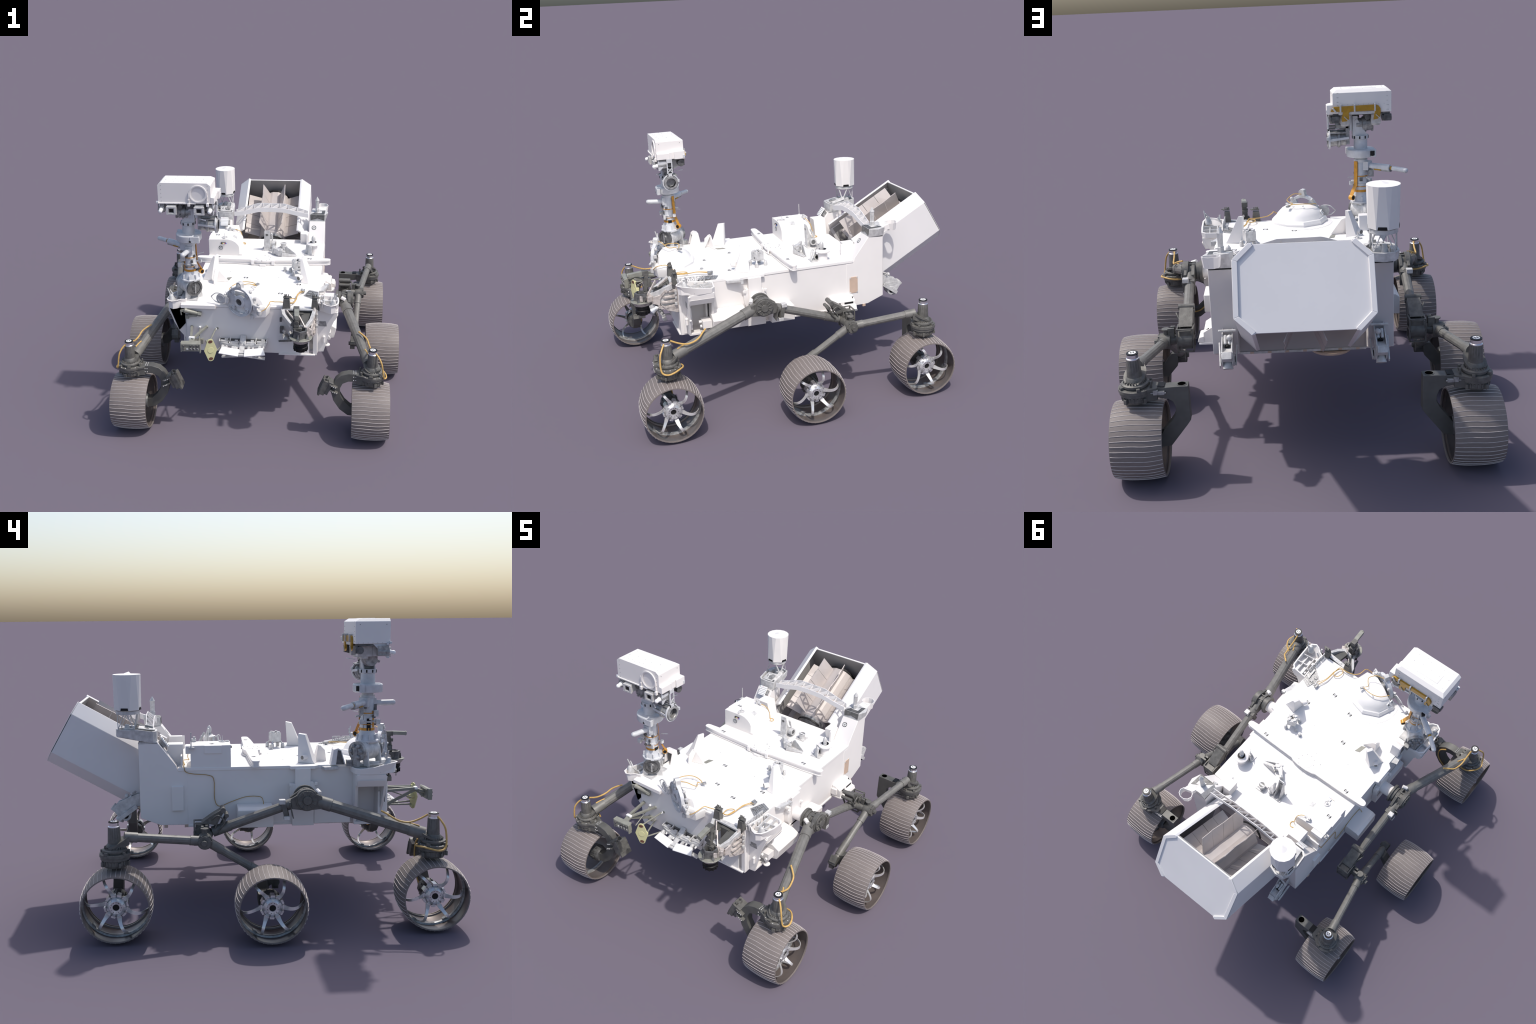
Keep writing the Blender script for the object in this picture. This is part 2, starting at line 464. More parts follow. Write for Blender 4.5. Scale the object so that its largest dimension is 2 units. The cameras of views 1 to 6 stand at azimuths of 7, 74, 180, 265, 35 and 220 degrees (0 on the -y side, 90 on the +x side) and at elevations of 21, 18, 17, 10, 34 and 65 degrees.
    for xx in (0.484, 0.554):
        for yy in (0.205, 0.272):
            j.box(S(xx, yy, 0.445), (0.007, 0.007, 0.108))
        for zz in (0.393, 0.445, 0.497):
            j.box(S(xx, 0.238, zz), (0.006, 0.07, 0.006))
    j.prism([S(0.488, 0.172, 0.486), S(0.488, 0.238, 0.498), S(0.488, 0.185, 0.535), S(0.488, 0.145, 0.558), S(0.488, 0.132, 0.545)], S(0.062, 0, 0))
    j.bb(min(sx * 0.493, sx * 0.545), max(sx * 0.493, sx * 0.545), 0.212, 0.266, 0.402, 0.488)
    j.cyl(S(0.482, 0.135, 0.556), S(0.556, 0.135, 0.556), 0.013, n=14)
    j.cyl(S(0.484, 0.118, 0.530), S(0.554, 0.118, 0.530), 0.010, n=12)
    for xx in (0.490, 0.548):
        j.beam(S(xx, 0.118, 0.530), S(xx, 0.150, 0.470), 0.007, 0.007); j.beam(S(xx, 0.135, 0.556), S(xx, 0.175, 0.470), 0.006, 0.006)
        j.beam(S(xx, 0.116, 0.525), S(xx, 0.16, 0.44), 0.004, 0.004)
    j.sweep([S(0.54, 0.20, 0.50), S(0.565, 0.16, 0.535), S(0.56, 0.13, 0.50), S(0.55, 0.16, 0.46)], 0.004)
    j.done()
    # bogie
    b = P("bogie_arm", GRAPH, smooth=24)
    E0, E1 = S(0.618, 0.245, 0.430), S(0.678, 0.570, 0.474)
    b.cyl(E0, E1, 0.0205, n=12, ph=0.26)
    e = (E1 - E0).normalized()
    b.cyl(E0 - e * 0.02, E0 + e * 0.05, 0.023, n=18); b.cyl(E1 - e * 0.04, E1 + e * 0.02, 0.0235, n=18)
    F0, F1 = S(0.612, 0.205, 0.420), S(0.590, -0.075, 0.235)
    b.cyl(F0, F1, 0.0195, n=12, ph=0.26)
    f = (F1 - F0).normalized()
    b.cyl(F0, F0 + f * 0.07, 0.0225, n=18); b.cyl(F1 - f * 0.11, F1 - f * 0.02, 0.0225, n=18)
    bo = b.done()
    bj = P("bogie_pivot", GRAPHD, bo, bevel=0.001)
    bj.cyl(S(0.590, 0.225, 0.428), S(0.638, 0.225, 0.428), 0.036, n=24)
    bj.cyl(S(0.638, 0.226, 0.427), S(0.648, 0.226, 0.427), 0.030, n=20)
    bj.cyl(S(0.648, 0.227, 0.427), S(0.664, 0.228, 0.426), 0.014, n=8)
    bj.cyl(S(0.610, 0.225, 0.455), S(0.610, 0.225, 0.482), 0.012, n=12)
    bj.cyl(S(0.610, 0.225, 0.482), S(0.610, 0.225, 0.488), 0.019, n=12)
    for k in range(6):
        a = 2 * pi * k / 6
        bj.cyl(S(0.636, 0.225 + 0.030 * cos(a), 0.428 + 0.030 * sin(a)), S(0.646, 0.225 + 0.030 * cos(a), 0.428 + 0.030 * sin(a)), 0.005, n=8)
    bj.box(S(0.585, 0.235, 0.470), (0.03, 0.012, 0.045)); bj.box(S(0.578, 0.215, 0.470), (0.02, 0.012, 0.05))
    # end of the front bogie tube
    bj.box(F1 + f * 0.01, (0.044, 0.075, 0.042), Matrix.Rotation(atan2(f.z, -f.y) * 1.0, 3, "X"))
    bj.cyl(S(0.565, -0.104, 0.216), S(0.610, -0.104, 0.216), 0.021, n=18)
    bj.cyl(S(0.555, -0.104, 0.214), S(0.566, -0.104, 0.214), 0.012, n=14)
    bj.box(S(0.580, -0.105, 0.195), (0.03, 0.03, 0.03))
    bj.done()
    bm_ = P("bogie_fork", GRAPHX, bo, bevel=0.0015)
    bm_.prism([S(0.597, -0.075, 0.255), S(0.628, -0.060, 0.262), S(0.668, -0.060, 0.205), S(0.715, -0.063, 0.190), S(0.715, -0.063, 0.142), S(0.650, -0.062, 0.142), S(0.605, -0.075, 0.19)], (0, 0.048, 0))
    bm_.done()
    # steered corners
    for yy, front in ((-0.835, True), (0.633, False)):
        c = S(0.690, yy, 0)
        Q = lambda dx, dy, z: c + V((sx * dx, dy, z))
        act = P("steering_actuator", GRAPHD, smooth=30)
        act.lathe([(0.0, 0.346), (0.052, 0.346), (0.058, 0.356), (0.058, 0.376), (0.066, 0.380), (0.066, 0.392), (0.070, 0.394), (0.070, 0.406), (0.060, 0.409), (0.050, 0.409), (0.050, 0.414), (0.056, 0.416), (0.056, 0.424), (0.047, 0.428), (0.040, 0.432), (0.036, 0.446), (0.0305, 0.452), (0.0270, 0.526), (0.0, 0.526)], c, (0, 0, 1), 32)
        for k in range(24):
            a = 2 * pi * k / 24
            act.box(Q(0.058 * cos(a), 0.058 * sin(a), 0.366), (0.006, 0.004, 0.018), Matrix.Rotation(a * sx if sx > 0 else pi - a, 3, "Z"))
            act.box(Q(0.044 * cos(a), 0.044 * sin(a), 0.431), (0.007, 0.0022, 0.013), Matrix.Rotation(a * sx if sx > 0 else pi - a, 3, "Z"))
        # tilted elliptical collar where the tube lands
        src = B if front else E1
        dirv = V((src.x - c.x, src.y - c.y, 0)).normalized()
        tip = src + V((0, 0, 0.012)); low = c + V((0, 0, 0.428)) - dirv * 0.050
        rg = []
        for h, k in ((0, 1.0), (0.010, 1.0)):
            side = V((-dirv.y, dirv.x, 0))
            mid = (tip + low) / 2; ax = (tip - low) / 2
            rg.append([mid + ax * cos(2 * pi * i / 28) * k + side * 0.046 * sin(2 * pi * i / 28) * k - V((0, 0, 0.012)) + V((0, 0, h)) for i in range(28)])
        act.loft(rg)
        act.prism([src + V((-dirv.y, dirv.x, 0)) * 0.024 + V((0, 0, -0.028)), src - V((-dirv.y, dirv.x, 0)) * 0.024 + V((0, 0, -0.028)), c - V((-dirv.y, dirv.x, 0)) * 0.036 + V((0, 0, 0.412)), c + V((-dirv.y, dirv.x, 0)) * 0.036 + V((0, 0, 0.412))], V((0, 0, 0.036)))
        ao = act.done()
        P("actuator_motor", GRAPH, ao).lathe([(0.0305, 0.450), (0.0272, 0.5262), (0.0, 0.5262)], c + V((0, 0, 0.0006)), (0, 0, 1), 16).done()
        cap = P("actuator_cap", SILVER, ao, smooth=30)
        cap.lathe([(0.0268, 0.524), (0.0268, 0.530), (0.0235, 0.533), (0.0235, 0.5485), (0, 0.5485)], c, (0, 0, 1), 20)
        cap.done()
        kc = P("cap_disc", MARKB, ao); kc.cyl(Q(0, 0, 0.548), Q(0, 0, 0.552), 0.0240, n=28); kc.done()
        marks(ao, [(Q(0, 0, 0.5517), (0, 0, 1), (1, 0.3, 0))], 0.0185, "cap")
        rv = P("bolt", OFFW if front else GRAPH, ao, kind="stuff")
        for k in range(14):
            a = 2 * pi * k / 14
            rv.ball(Q(0.0635 * cos(a), 0.0635 * sin(a), 0.406), 0.0033, 8)
        ft = P("actuator_fitting", GRAPHD, ao, bevel=0.0008)
        for aa, ww in ((0.6, 0.018), (1.9, 0.014), (3.4, 0.016), (4.6, 0.020), (5.5, 0.012)):
            ft.box(Q(0.060 * cos(aa), 0.060 * sin(aa), 0.413), (0.016, ww, 0.012), Matrix.Rotation(aa if sx > 0 else pi - aa, 3, "Z"))
            ft.box(Q(0.063 * cos(aa + 0.4), 0.063 * sin(aa + 0.4), 0.362), (0.012, ww * 0.8, 0.020), Matrix.Rotation((aa + 0.4) if sx > 0 else pi - aa - 0.4, 3, "Z"))
        ft.cyl(Q(-0.066, 0.018, 0.40), Q(-0.066, 0.018, 0.432), 0.005, n=8)
        ft.cyl(Q(-0.060, -0.028, 0.40), Q(-0.060, -0.028, 0.425), 0.006, n=8)
        ft.done()
        # the fork carrying the wheel
        fk = P("wheel_fork", GRAPHX, bevel=0.002, smooth=30)
        if front:
            out = [(0.66, 0.404), (0.60, 0.408), (0.562, 0.410), (0.520, 0.398), (0.488, 0.368), (0.468, 0.325), (0.464, 0.285), (0.477, 0.235), (0.512, 0.180), (0.558, 0.144), (0.62, 0.138)]
            inn = [(0.62, 0.190), (0.572, 0.198), (0.540, 0.228), (0.514, 0.272), (0.512, 0.312), (0.527, 0.345), (0.558, 0.360), (0.60, 0.362), (0.66, 0.358)]
        else:
            out = [(0.66, 0.404), (0.595, 0.406), (0.575, 0.404), (0.530, 0.4065), (0.4745, 0.4065), (0.473, 0.255), (0.486, 0.236), (0.560, 0.141), (0.62, 0.135)]
            inn = [(0.62, 0.190), (0.600, 0.192), (0.545, 0.262), (0.531, 0.290), (0.531, 0.315), (0.540, 0.340), (0.562, 0.356), (0.60, 0.362), (0.66, 0.358)]
        poly = [S(x, yy - 0.024, z) for x, z in out + inn]
        fk.prism(poly, (0, 0.048, 0))
        # widening plates toward the disc
        fk.prism([S(0.60, yy - 0.030, 0.392), S(0.60, yy + 0.030, 0.392), S(0.685, yy + 0.064, 0.392), S(0.685, yy - 0.064, 0.392)], (0, 0, 0.014))
        fk.prism([S(0.60, yy - 0.027, 0.352), S(0.60, yy + 0.027, 0.352), S(0.685, yy + 0.055, 0.352), S(0.685, yy - 0.055, 0.352)], (0, 0, 0.04))
        fo = fk.done()
        fo.name = "wheel_fork"
        if front:
            for dy in (-0.018, -0.006, 0.006, 0.018):
                for xx in (0.588, 0.600): rv.ball(S(xx, yy + dy * 0.9, 0.408), 0.003, 8)
            for zz in (0.372, 0.392):
                for xx in (0.588, 0.600): rv.ball(S(xx, yy - 0.0275, zz), 0.003, 8)
            kn = P("steer_knuckle", GRAPHD, fo, bevel=0.0015)
            R = Matrix.Rotation(sx * radians(24), 3, "Y")
            kn.box(S(0.432, yy + 0.004, 0.318), (0.054, 0.072, 0.076), R)
            kn.box(S(0.462, yy - 0.014, 0.352), (0.032, 0.052, 0.010), R); kn.box(S(0.480, yy - 0.016, 0.300), (0.05, 0.060, 0.008), R); kn.box(S(0.476, yy - 0.016, 0.336), (0.05, 0.060, 0.008), R)
            kn.box(S(0.407, yy + 0.004, 0.308), (0.012, 0.078, 0.082), R); kn.box(S(0.425, yy - 0.030, 0.318), (0.03, 0.012, 0.09), R); kn.cyl(S(0.44, yy - 0.02, 0.36), S(0.44, yy - 0.02, 0.372), 0.006, n=8)
            kn.ring(S(0.440, yy + 0.004, 0.352), S(0.434, yy + 0.004, 0.366), 0.020, 0.012)
            kn.cyl(S(0.415, yy + 0.0, 0.285), S(0.408, yy, 0.27), 0.012, n=12)
            kn.done()
            for dx in (0, 0.012, 0.024): rv.ball(S(0.468 + dx * 0.8, yy - 0.047, 0.338 - dx * 0.35), 0.0028, 8); rv.ball(S(0.474 + dx * 0.8, yy - 0.047, 0.302 - dx * 0.35), 0.0028, 8)
        else:
            kn = P("fork_bore", VOID, fo); kn.cyl(S(0.502, yy, 0.38), S(0.502, yy, 0.4073), 0.0178, n=24); kn.done()
            kn = P("bore_rim", GRAPHX, fo); kn.ring(S(0.502, yy, 0.405), S(0.502, yy, 0.4085), 0.0205, 0.0172, 24); kn.done()
            kn = P("fork_latch", MECH, fo, bevel=0.0008)
            kn.box(S(0.585, yy + 0.030, 0.385), (0.03, 0.014, 0.014)); kn.box(S(0.606, yy + 0.031, 0.388), (0.02, 0.012, 0.02)); kn.cyl(S(0.565, yy + 0.032, 0.384), S(0.63, yy + 0.032, 0.386), 0.004, n=8)
            kn.done()
            kn = P("fork_panel", BLACK, fo); kn.box(S(0.585, yy, 0.4075), (0.028, 0.044, 0.003)); kn.done()
        rv.done()
        if front:
            cb = P("cable", CABLE, ao)
            cb.sweep([S(0.679, yy + 0.024, 0.541), S(0.678, yy + 0.065, 0.520), S(0.678, yy + 0.108, 0.507), S(0.670, yy + 0.150, 0.510), S(0.660, yy + 0.182, 0.524), S(0.638, yy + 0.205, 0.538), S(0.612, yy + 0.228, 0.548)], 0.0048)
            cb.sweep([S(0.703, yy - 0.012, 0.540), S(0.724, yy - 0.028, 0.518), S(0.740, yy - 0.043, 0.484), S(0.750, yy - 0.046, 0.422), S(0.757, yy - 0.036, 0.396), S(0.768, yy - 0.01, 0.391), S(0.763, yy + 0.022, 0.396), S(0.742, yy + 0.055, 0.402), S(0.715, yy + 0.075, 0.400), S(0.68, yy + 0.078, 0.395), S(0.65, yy + 0.065, 0.392)], 0.0046)
            cb.sweep([S(0.67, yy + 0.06, 0.485), S(0.66, yy + 0.085, 0.492), S(0.648, yy + 0.11, 0.497)], 0.004)
            cb.sweep([S(0.53, yy + 0.028, 0.385), S(0.50, yy + 0.030, 0.35), S(0.49, yy + 0.030, 0.30), S(0.505, yy + 0.03, 0.24), S(0.55, yy + 0.03, 0.19), S(0.60, yy + 0.03, 0.175)], 0.004)
            cb.done()

# ================================================================== CHASSIS
HX = 0.374
ch = P("chassis", WHITE, bevel=0.0015)
# main box: side profile swept across, rear wall between the two rear columns
prof = [(-0.516, 0.437), (0.30, 0.446), (0.447, 0.452), (0.447, 0.60), (0.413, 0.66), (0.413, 0.719), (-0.516, 0.719)]
ch.prism([(-HX + 0.001, y, z) for y, z in prof], (2 * HX - 0.002, 0, 0))
ch.bb(-0.305, 0.305, -0.690, -0.5155, 0.4375, 0.7185)
cho = ch.done()
for sx in (1, -1):
    c = P("rear_column", WHITE, cho, bevel=0.002)
    pr = [(0.300, 0.447), (0.434, 0.449), (0.531, 0.487), (0.531, 0.852), (0.440, 0.859), (0.352, 0.742), (0.343, 0.712), (0.300, 0.7125)]
    a, b = sorted((sx * 0.2685, sx * HX))
    c.prism([(a, y, z) for y, z in pr], (b - a, 0, 0))
    c.done()
    gk = P("column_gasket", BLACK, cho); gk.bb(a + 0.002, b - 0.002, 0.446, 0.5325, 0.8525, 0.8585); gk.done()
    g = P("gusset_block", WHITE, cho, bevel=0.0015)
    # upright wedge beside each column foot
    if sx > 0:
        g.prism([(0.267, 0.312, 0.732), (0.267, 0.312, 0.802), (0.267, 0.392, 0.800), (0.267, 0.395, 0.732)], (-0.012, 0, 0))
        g.prism([(0.257, 0.345, 0.730), (0.257, 0.325, 0.806), (0.257, 0.395, 0.806), (0.257, 0.412, 0.730), ], (-0.044, 0.0, 0))
    else:
        g.prism([(-0.290, 0.318, 0.730), (-0.190, 0.318, 0.730), (-0.215, 0.318, 0.836), (-0.290, 0.318, 0.836)], (0, 0.078, 0))
        g.prism([(-0.374, 0.322, 0.716), (-0.374, 0.322, 0.790), (-0.374, 0.330, 0.790), (-0.374, 0.330, 0.716)], (0.09, 0, 0))
    g.done()
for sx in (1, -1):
    q = P("column_shade_sheet", GREYW, cho)
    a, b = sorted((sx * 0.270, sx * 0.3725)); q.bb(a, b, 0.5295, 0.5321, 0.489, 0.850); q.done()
q = P("rear_wall_shade_sheet", GREYR, cho); q.bb(-0.267, 0.267, 0.445, 0.4482, 0.4565, 0.60); q.done()
# deck plate
dk = P("deck", DECKW, bevel=0.0015)
out = [(-0.374, -0.692), (0.374, -0.692), (0.374, -0.425), (0.380, -0.372), (0.398, -0.345), (0.398, -0.205), (0.3765, -0.200), (0.3765, 0.345), (0.268, 0.350), (0.205, 0.414), (-0.20, 0.414), (-0.268, 0.350), (-0.3765, 0.345), (-0.3765, -0.200), (-0.398, -0.205), (-0.398, -0.325), (-0.374, -0.345), (-0.374, -0.5), (-0.400, -0.52), (-0.412, -0.60), (-0.412, -0.684)]
dk.prism([(x, y, 0.7165) for x, y in out], (0, 0, 0.0155))
dko = dk.done()
marks(dko, [((0.151, -0.511, 0.732), (0, 0, 1), (0.15, 1, 0)), ((0.249, -0.370, 0.732), (0, 0, 1), (0.15, 1, 0)), ((0.001, -0.461, 0.732), (0, 0, 1), (0.15, 1, 0)), ((-0.082, -0.285, 0.732), (0, 0, 1), (0.15, 1, 0))])
df = P("deck_fastener", RIVET, dko, kind="stuff")
for k in range(10):
    a = 2 * pi * k / 10 + 0.2
    if k not in (3, 4): df.cyl((0.0 + 0.047 * cos(a), -0.036 + 0.047 * sin(a), 0.76), (0.047 * cos(a), -0.036 + 0.047 * sin(a), 0.7685), 0.0022, n=8)
for p in ((-0.005, -0.13), (0.12, -0.27), (-0.19, -0.19), (0.30, -0.48)):
    df.cyl((p[0], p[1], 0.731), (p[0], p[1], 0.7335), 0.0018, n=8)
df.done()
# details on the body sides
bd = P("side_box", WHITE, cho, bevel=0.003)
bd.prism([(-0.374, -0.112, 0.448), (-0.470, -0.112, 0.448), (-0.470, -0.112, 0.533), (-0.452, -0.112, 0.546), (-0.374, -0.112, 0.548)], (0, 0.173, 0))
bd.done()
bd = P("side_box", WHITE, cho, bevel=0.003)
bd.prism([(0.374, -0.19, 0.448), (0.456, -0.19, 0.455), (0.456, -0.19, 0.541), (0.374, -0.19, 0.541)], (0, 0.138, 0))
bd.done()
bd = P("side_box", WHITE, cho, bevel=0.003)
bd.prism([(0.374, -0.532, 0.444), (0.468, -0.532, 0.466), (0.482, -0.532, 0.528), (0.44, -0.532, 0.552), (0.374, -0.532, 0.562)], (0, 0.200, 0))
bd.done()
bd = P("side_box", WHITE, cho, bevel=0.002)
bd.prism([(-0.374, -0.50, 0.444), (-0.40, -0.50, 0.444), (-0.40, -0.50, 0.52), (-0.374, -0.50, 0.53)], (0, 0.18, 0))
bd.done()
for sx in (1, -1):
    p = P("pivot_pillar", WHITE, cho, bevel=0.0015)
    a, b = sorted((sx * 0.373, sx * 0.405))
    p.bb(a, b, -0.302, -0.226, 0.530, 0.720)
    p.bb(a, b, -0.318, -0.210, 0.436, 0.545)
    p.prism([(a, -0.33, 0.60), (a, -0.33, 0.62), (a, -0.315, 0.655), (a, -0.302, 0.655), (a, -0.302, 0.53), (a, -0.318, 0.53)], (b - a - 0.004, 0, 0))
    p.prism([(a, -0.20, 0.60), (a, -0.20, 0.62), (a, -0.212, 0.645), (a, -0.226, 0.645), (a, -0.226, 0.53), (a, -0.21, 0.53)], (b - a - 0.004, 0, 0))
    p.box((sx * 0.40, -0.328, 0.645), (0.02, 0.016, 0.016)); p.box((sx * 0.40, -0.204, 0.64), (0.02, 0.014, 0.014))
    p.done()
    q = P("body_lip", WHITE, cho, bevel=0.001)
    a, b = sorted((sx * 0.370, sx * 0.379))
    q.bb(a, b, -0.50, 0.30, 0.437, 0.447)
    q.bb(a, b, -0.68, -0.66, 0.44, 0.70)
    q.done()
    # small covers under the belly edge
    q = P("belly_tab", BEIGE, cho, kind="stuff")
    for y in (-0.40, -0.10, 0.20, 0.30, 0.40):
        q.bb(min(sx * 0.36, sx * 0.3765), max(sx * 0.36, sx * 0.3765), y, y + 0.018, 0.436, 0.450)
    q.done()
q = P("belly_pan", WHITE, cho, bevel=0.002); q.bb(-0.30, 0.30, 0.05, 0.43, 0.440, 0.452); q.bb(-0.33, 0.33, -0.65, -0.40, 0.428, 0.44); q.done()
q = P("belly_cover", BEIGE, cho, bevel=0.002); q.prism([(-0.122 + 0.088 * cos(2 * pi * k / 24), 0.398 + 0.082 * sin(2 * pi * k / 24), 0.432) for k in range(24)], (0, 0, 0.010)); q.done()
q = P("rear_sill", OFFW, cho); q.bb(-0.268, 0.268, 0.440, 0.453, 0.446, 0.456)
q.done()
q = P("sill_tab", BEIGE, cho, kind="stuff")
for k in range(7): q.bb(-0.24 + k * 0.075, -0.225 + k * 0.075, 0.447, 0.4545, 0.447, 0.4555)
q.done()
q = P("side_plate", BEIGE, cho, bevel=0.002)
q.bb(0.372, 0.3765, 0.319, 0.370, 0.528, 0.629); q.done()
q = P("plate_corner", OFFW, cho, kind="stuff")
for y in (0.323, 0.366):
    for z in (0.533, 0.624): q.bb(0.374, 0.3775, y - 0.004, y + 0.004, z - 0.004, z + 0.004)
q.done()
q = P("side_plate", WHITE, cho, bevel=0.002); q.bb(-0.388, -0.372, 0.320, 0.377, 0.522, 0.643); q.done()
# radiator box with slots, +x rear
q = P("vent_box", WHITE, cho, bevel=0.0015)
q.prism([(0.374, 0.188, 0.450), (0.433, 0.188, 0.452), (0.430, 0.188, 0.503), (0.396, 0.188, 0.524), (0.374, 0.188, 0.527)], (0, 0.142, 0))
q.bb(0.374, 0.452, 0.186, 0.334, 0.447, 0.4555)
q.bb(0.374, 0.41, 0.176, 0.19, 0.470, 0.51)
q.prism([(0.425, 0.245, 0.456), (0.458, 0.245, 0.458), (0.450, 0.245, 0.480), (0.425, 0.245, 0.486)], (0, 0.085, 0))
q.done()
q = P("vent_slot", BLACK, cho)
q.prism([(0.4292, 0.210, 0.490), (0.4318, 0.210, 0.490), (0.4312, 0.210, 0.499), (0.4285, 0.210, 0.499)], (0, 0.028, 0))
q.prism([(0.4292, 0.262, 0.488), (0.4318, 0.262, 0.488), (0.4312, 0.262, 0.499), (0.4285, 0.262, 0.499)], (0, 0.055, 0))
q.prism([(0.405, 0.318, 0.5185), (0.418, 0.318, 0.511), (0.405, 0.329, 0.5185)], (0.001, 0, 0.0015))
q.done()
q = P("side_cable", CABLED, cho)
q.sweep([(-0.30, 0.318, 0.735), (-0.378, 0.314, 0.735), (-0.379, 0.308, 0.714), (-0.379, 0.276, 0.703), (-0.379, 0.197, 0.694), (-0.379, 0.171, 0.670), (-0.379, 0.169, 0.576), (-0.380, 0.147, 0.539), (-0.381, 0.087, 0.560), (-0.380, 0.013, 0.583), (-0.382, -0.055, 0.581), (-0.392, -0.069, 0.560), (-0.40, -0.069, 0.545)], 0.0019, 8)
q.done()

# ------------------------------------------------------------------ front corners
fw = P("front_skin", WHITE, cho, bevel=0.0015)
# left front edge is rolled, right one square
fw.prism([(-0.392, -0.64, 0.437), (-0.390, -0.668, 0.437), (-0.380, -0.686, 0.437), (-0.362, -0.6955, 0.437), (0.33, -0.6955, 0.437), (0.33, -0.64, 0.437)], (0, 0, 0.279))
fw.bb(0.352, 0.3755, -0.6975, -0.66, 0.433, 0.722)
fw.bb(0.155, 0.365, -0.706, -0.67, 0.431, 0.440)
fw.bb(-0.405, -0.205, -0.715, -0.68, 0.712, 0.7335)
fw.bb(-0.205, 0.365, -0.699, -0.68, 0.7185, 0.7315)
fw.done()
for sx in (1, -1):
    S = lambda x, y, z: V((sx * x, y, z))
    a = P("corner_bay", WHITE, cho, bevel=0.0012)
    # flared front and rear cheeks and the hood over the recess
    fr = [S(0.372, -0.648, 0.7), S(0.488 if sx < 0 else 0.492, -0.652, 0.690), S(0.462 if sx < 0 else 0.455, -0.650, 0.60), S(0.420, -0.648, 0.470), S(0.412, -0.648, 0.44), S(0.372, -0.648, 0.436)]
    if sx < 0: fr = [S(0.372, -0.648, 0.7), S(0.488, -0.652, 0.690), S(0.460, -0.650, 0.60), S(0.433, -0.648, 0.545), S(0.396, -0.648, 0.50), S(0.393, -0.648, 0.44), S(0.372, -0.648, 0.436)]
    a.prism(fr, (0, -0.012, 0))
    rr = [S(0.372, -0.515, 0.7), S(0.480, -0.515, 0.690), S(0.445, -0.515, 0.62), S(0.415, -0.515, 0.47), S(0.395, -0.515, 0.437), S(0.372, -0.515, 0.436)]
    a.prism(rr, (0, -0.014, 0))
    a.prism([S(0.31, -0.5165, 0.698), S(0.488, -0.5165, 0.698), S(0.486, -0.5165, 0.670), S(0.470, -0.5165, 0.638), S(0.31, -0.5165, 0.638)], (0, -0.142, 0))
    a.prism([S(0.470, -0.518, 0.6375), S(0.489, -0.518, 0.671), S(0.492, -0.518, 0.671), S(0.474, -0.518, 0.6365)], (0, -0.139, 0))
    
    a.bb(min(sx * 0.30, sx * 0.412), max(sx * 0.30, sx * 0.412), -0.655, -0.5175, 0.4355, 0.448)
    a.bb(min(sx * 0.30, sx * 0.365), max(sx * 0.30, sx * 0.365), -0.548, -0.536, 0.447, 0.6395)
    a.bb(min(sx * 0.40, sx * 0.410), max(sx * 0.40, sx * 0.410), -0.6475, -0.636, 0.47, 0.60)
    a.done()
    # shallow open tray above
    tr = P("corner_tray", WHITE, cho, bevel=0.001)
    o = [(0.378, -0.500), (0.470, -0.510), (0.492, -0.530), (0.496, -0.600), (0.494, -0.670), (0.482, -0.706), (0.455, -0.722), (0.428, -0.712), (0.405, -0.690), (0.378, -0.68)]
    zz = lambda y: 0.718 + 0.030 * max(0, min(1, (-0.56 - y) / 0.13))
    n = len(o); cx, cy = 0.435, -0.61
    lo = [S(cx + (x - cx) * (0.94 if y > -0.66 else 0.75), max(y, -0.665) if y < -0.6 else y, 0.6985) for x, y in o]
    hi = [S(x, y, zz(y) + 0.008) for x, y in o]
    hin = [S(cx + (x - cx) * 0.86, cy + (y - cy) * 0.93, zz(y) + 0.008) for x, y in o]
    lin = [S(cx + (x - cx) * 0.84, cy + (y - cy) * 0.9, 0.703) for x, y in o]
    tr.loft([lo, hi, hin, lin])
    tr.done()
    d = P("tray_divider", OFFW, cho, bevel=0.001)
    d.beam(S(0.412, -0.580, 0.716), S(0.487, -0.572, 0.716), 0.006, 0.022)
    d.beam(S(0.398, -0.640, 0.718), S(0.490, -0.628, 0.720), 0.005, 0.026)
    d.beam(S(0.452, -0.632, 0.716), S(0.446, -0.512, 0.716), 0.006, 0.020)
    d.beam(S(0.412, -0.640, 0.718), S(0.406, -0.512, 0.718), 0.006, 0.024)
    d.cyl(S(0.395, -0.55, 0.715), S(0.393, -0.55, 0.742), 0.005, n=8); d.box(S(0.394, -0.60, 0.726), (0.012, 0.02, 0.02)); d.box(S(0.395, -0.525, 0.724), (0.010, 0.016, 0.014))
    d.done()
    kb = P("tray_knob", OFFW, cho, smooth=40)
    kc = S(0.463, -0.672, 0.735) if sx > 0 else S(0.463, -0.668, 0.738)
    kb.lathe([(0.0, -0.005), (0.020, -0.005), (0.020, 0.010), (0.015, 0.018), (0.012, 0.036), (0.007, 0.041), (0, 0.042)], kc, (sx * 0.1, -0.15, 1), 16)
    kb.cyl(kc + V((sx * 0.012, 0.01, 0.035)), kc + V((sx * 0.022, 0.0, 0.075)), 0.005, 0.003, n=8)
    kb.cyl(kc + V((sx * -0.005, 0.01, 0.035)), kc + V((sx * 0.012, 0.012, 0.062)), 0.004, 0.003, n=8)
    kb.done()
q = P("cheek_shadow_plate", MECH, cho); q.bb(0.386, 0.432, -0.6612, -0.659, 0.602, 0.634); q.bb(0.380, 0.438, -0.6610, -0.659, 0.606, 0.614); q.done()  # cast shadow on the cheek, modelled as a thin grey plate
vd = P("bay_shadow_panel", VOID, cho)  # unlit bay interior drawn as a flat black sheet over the cheek
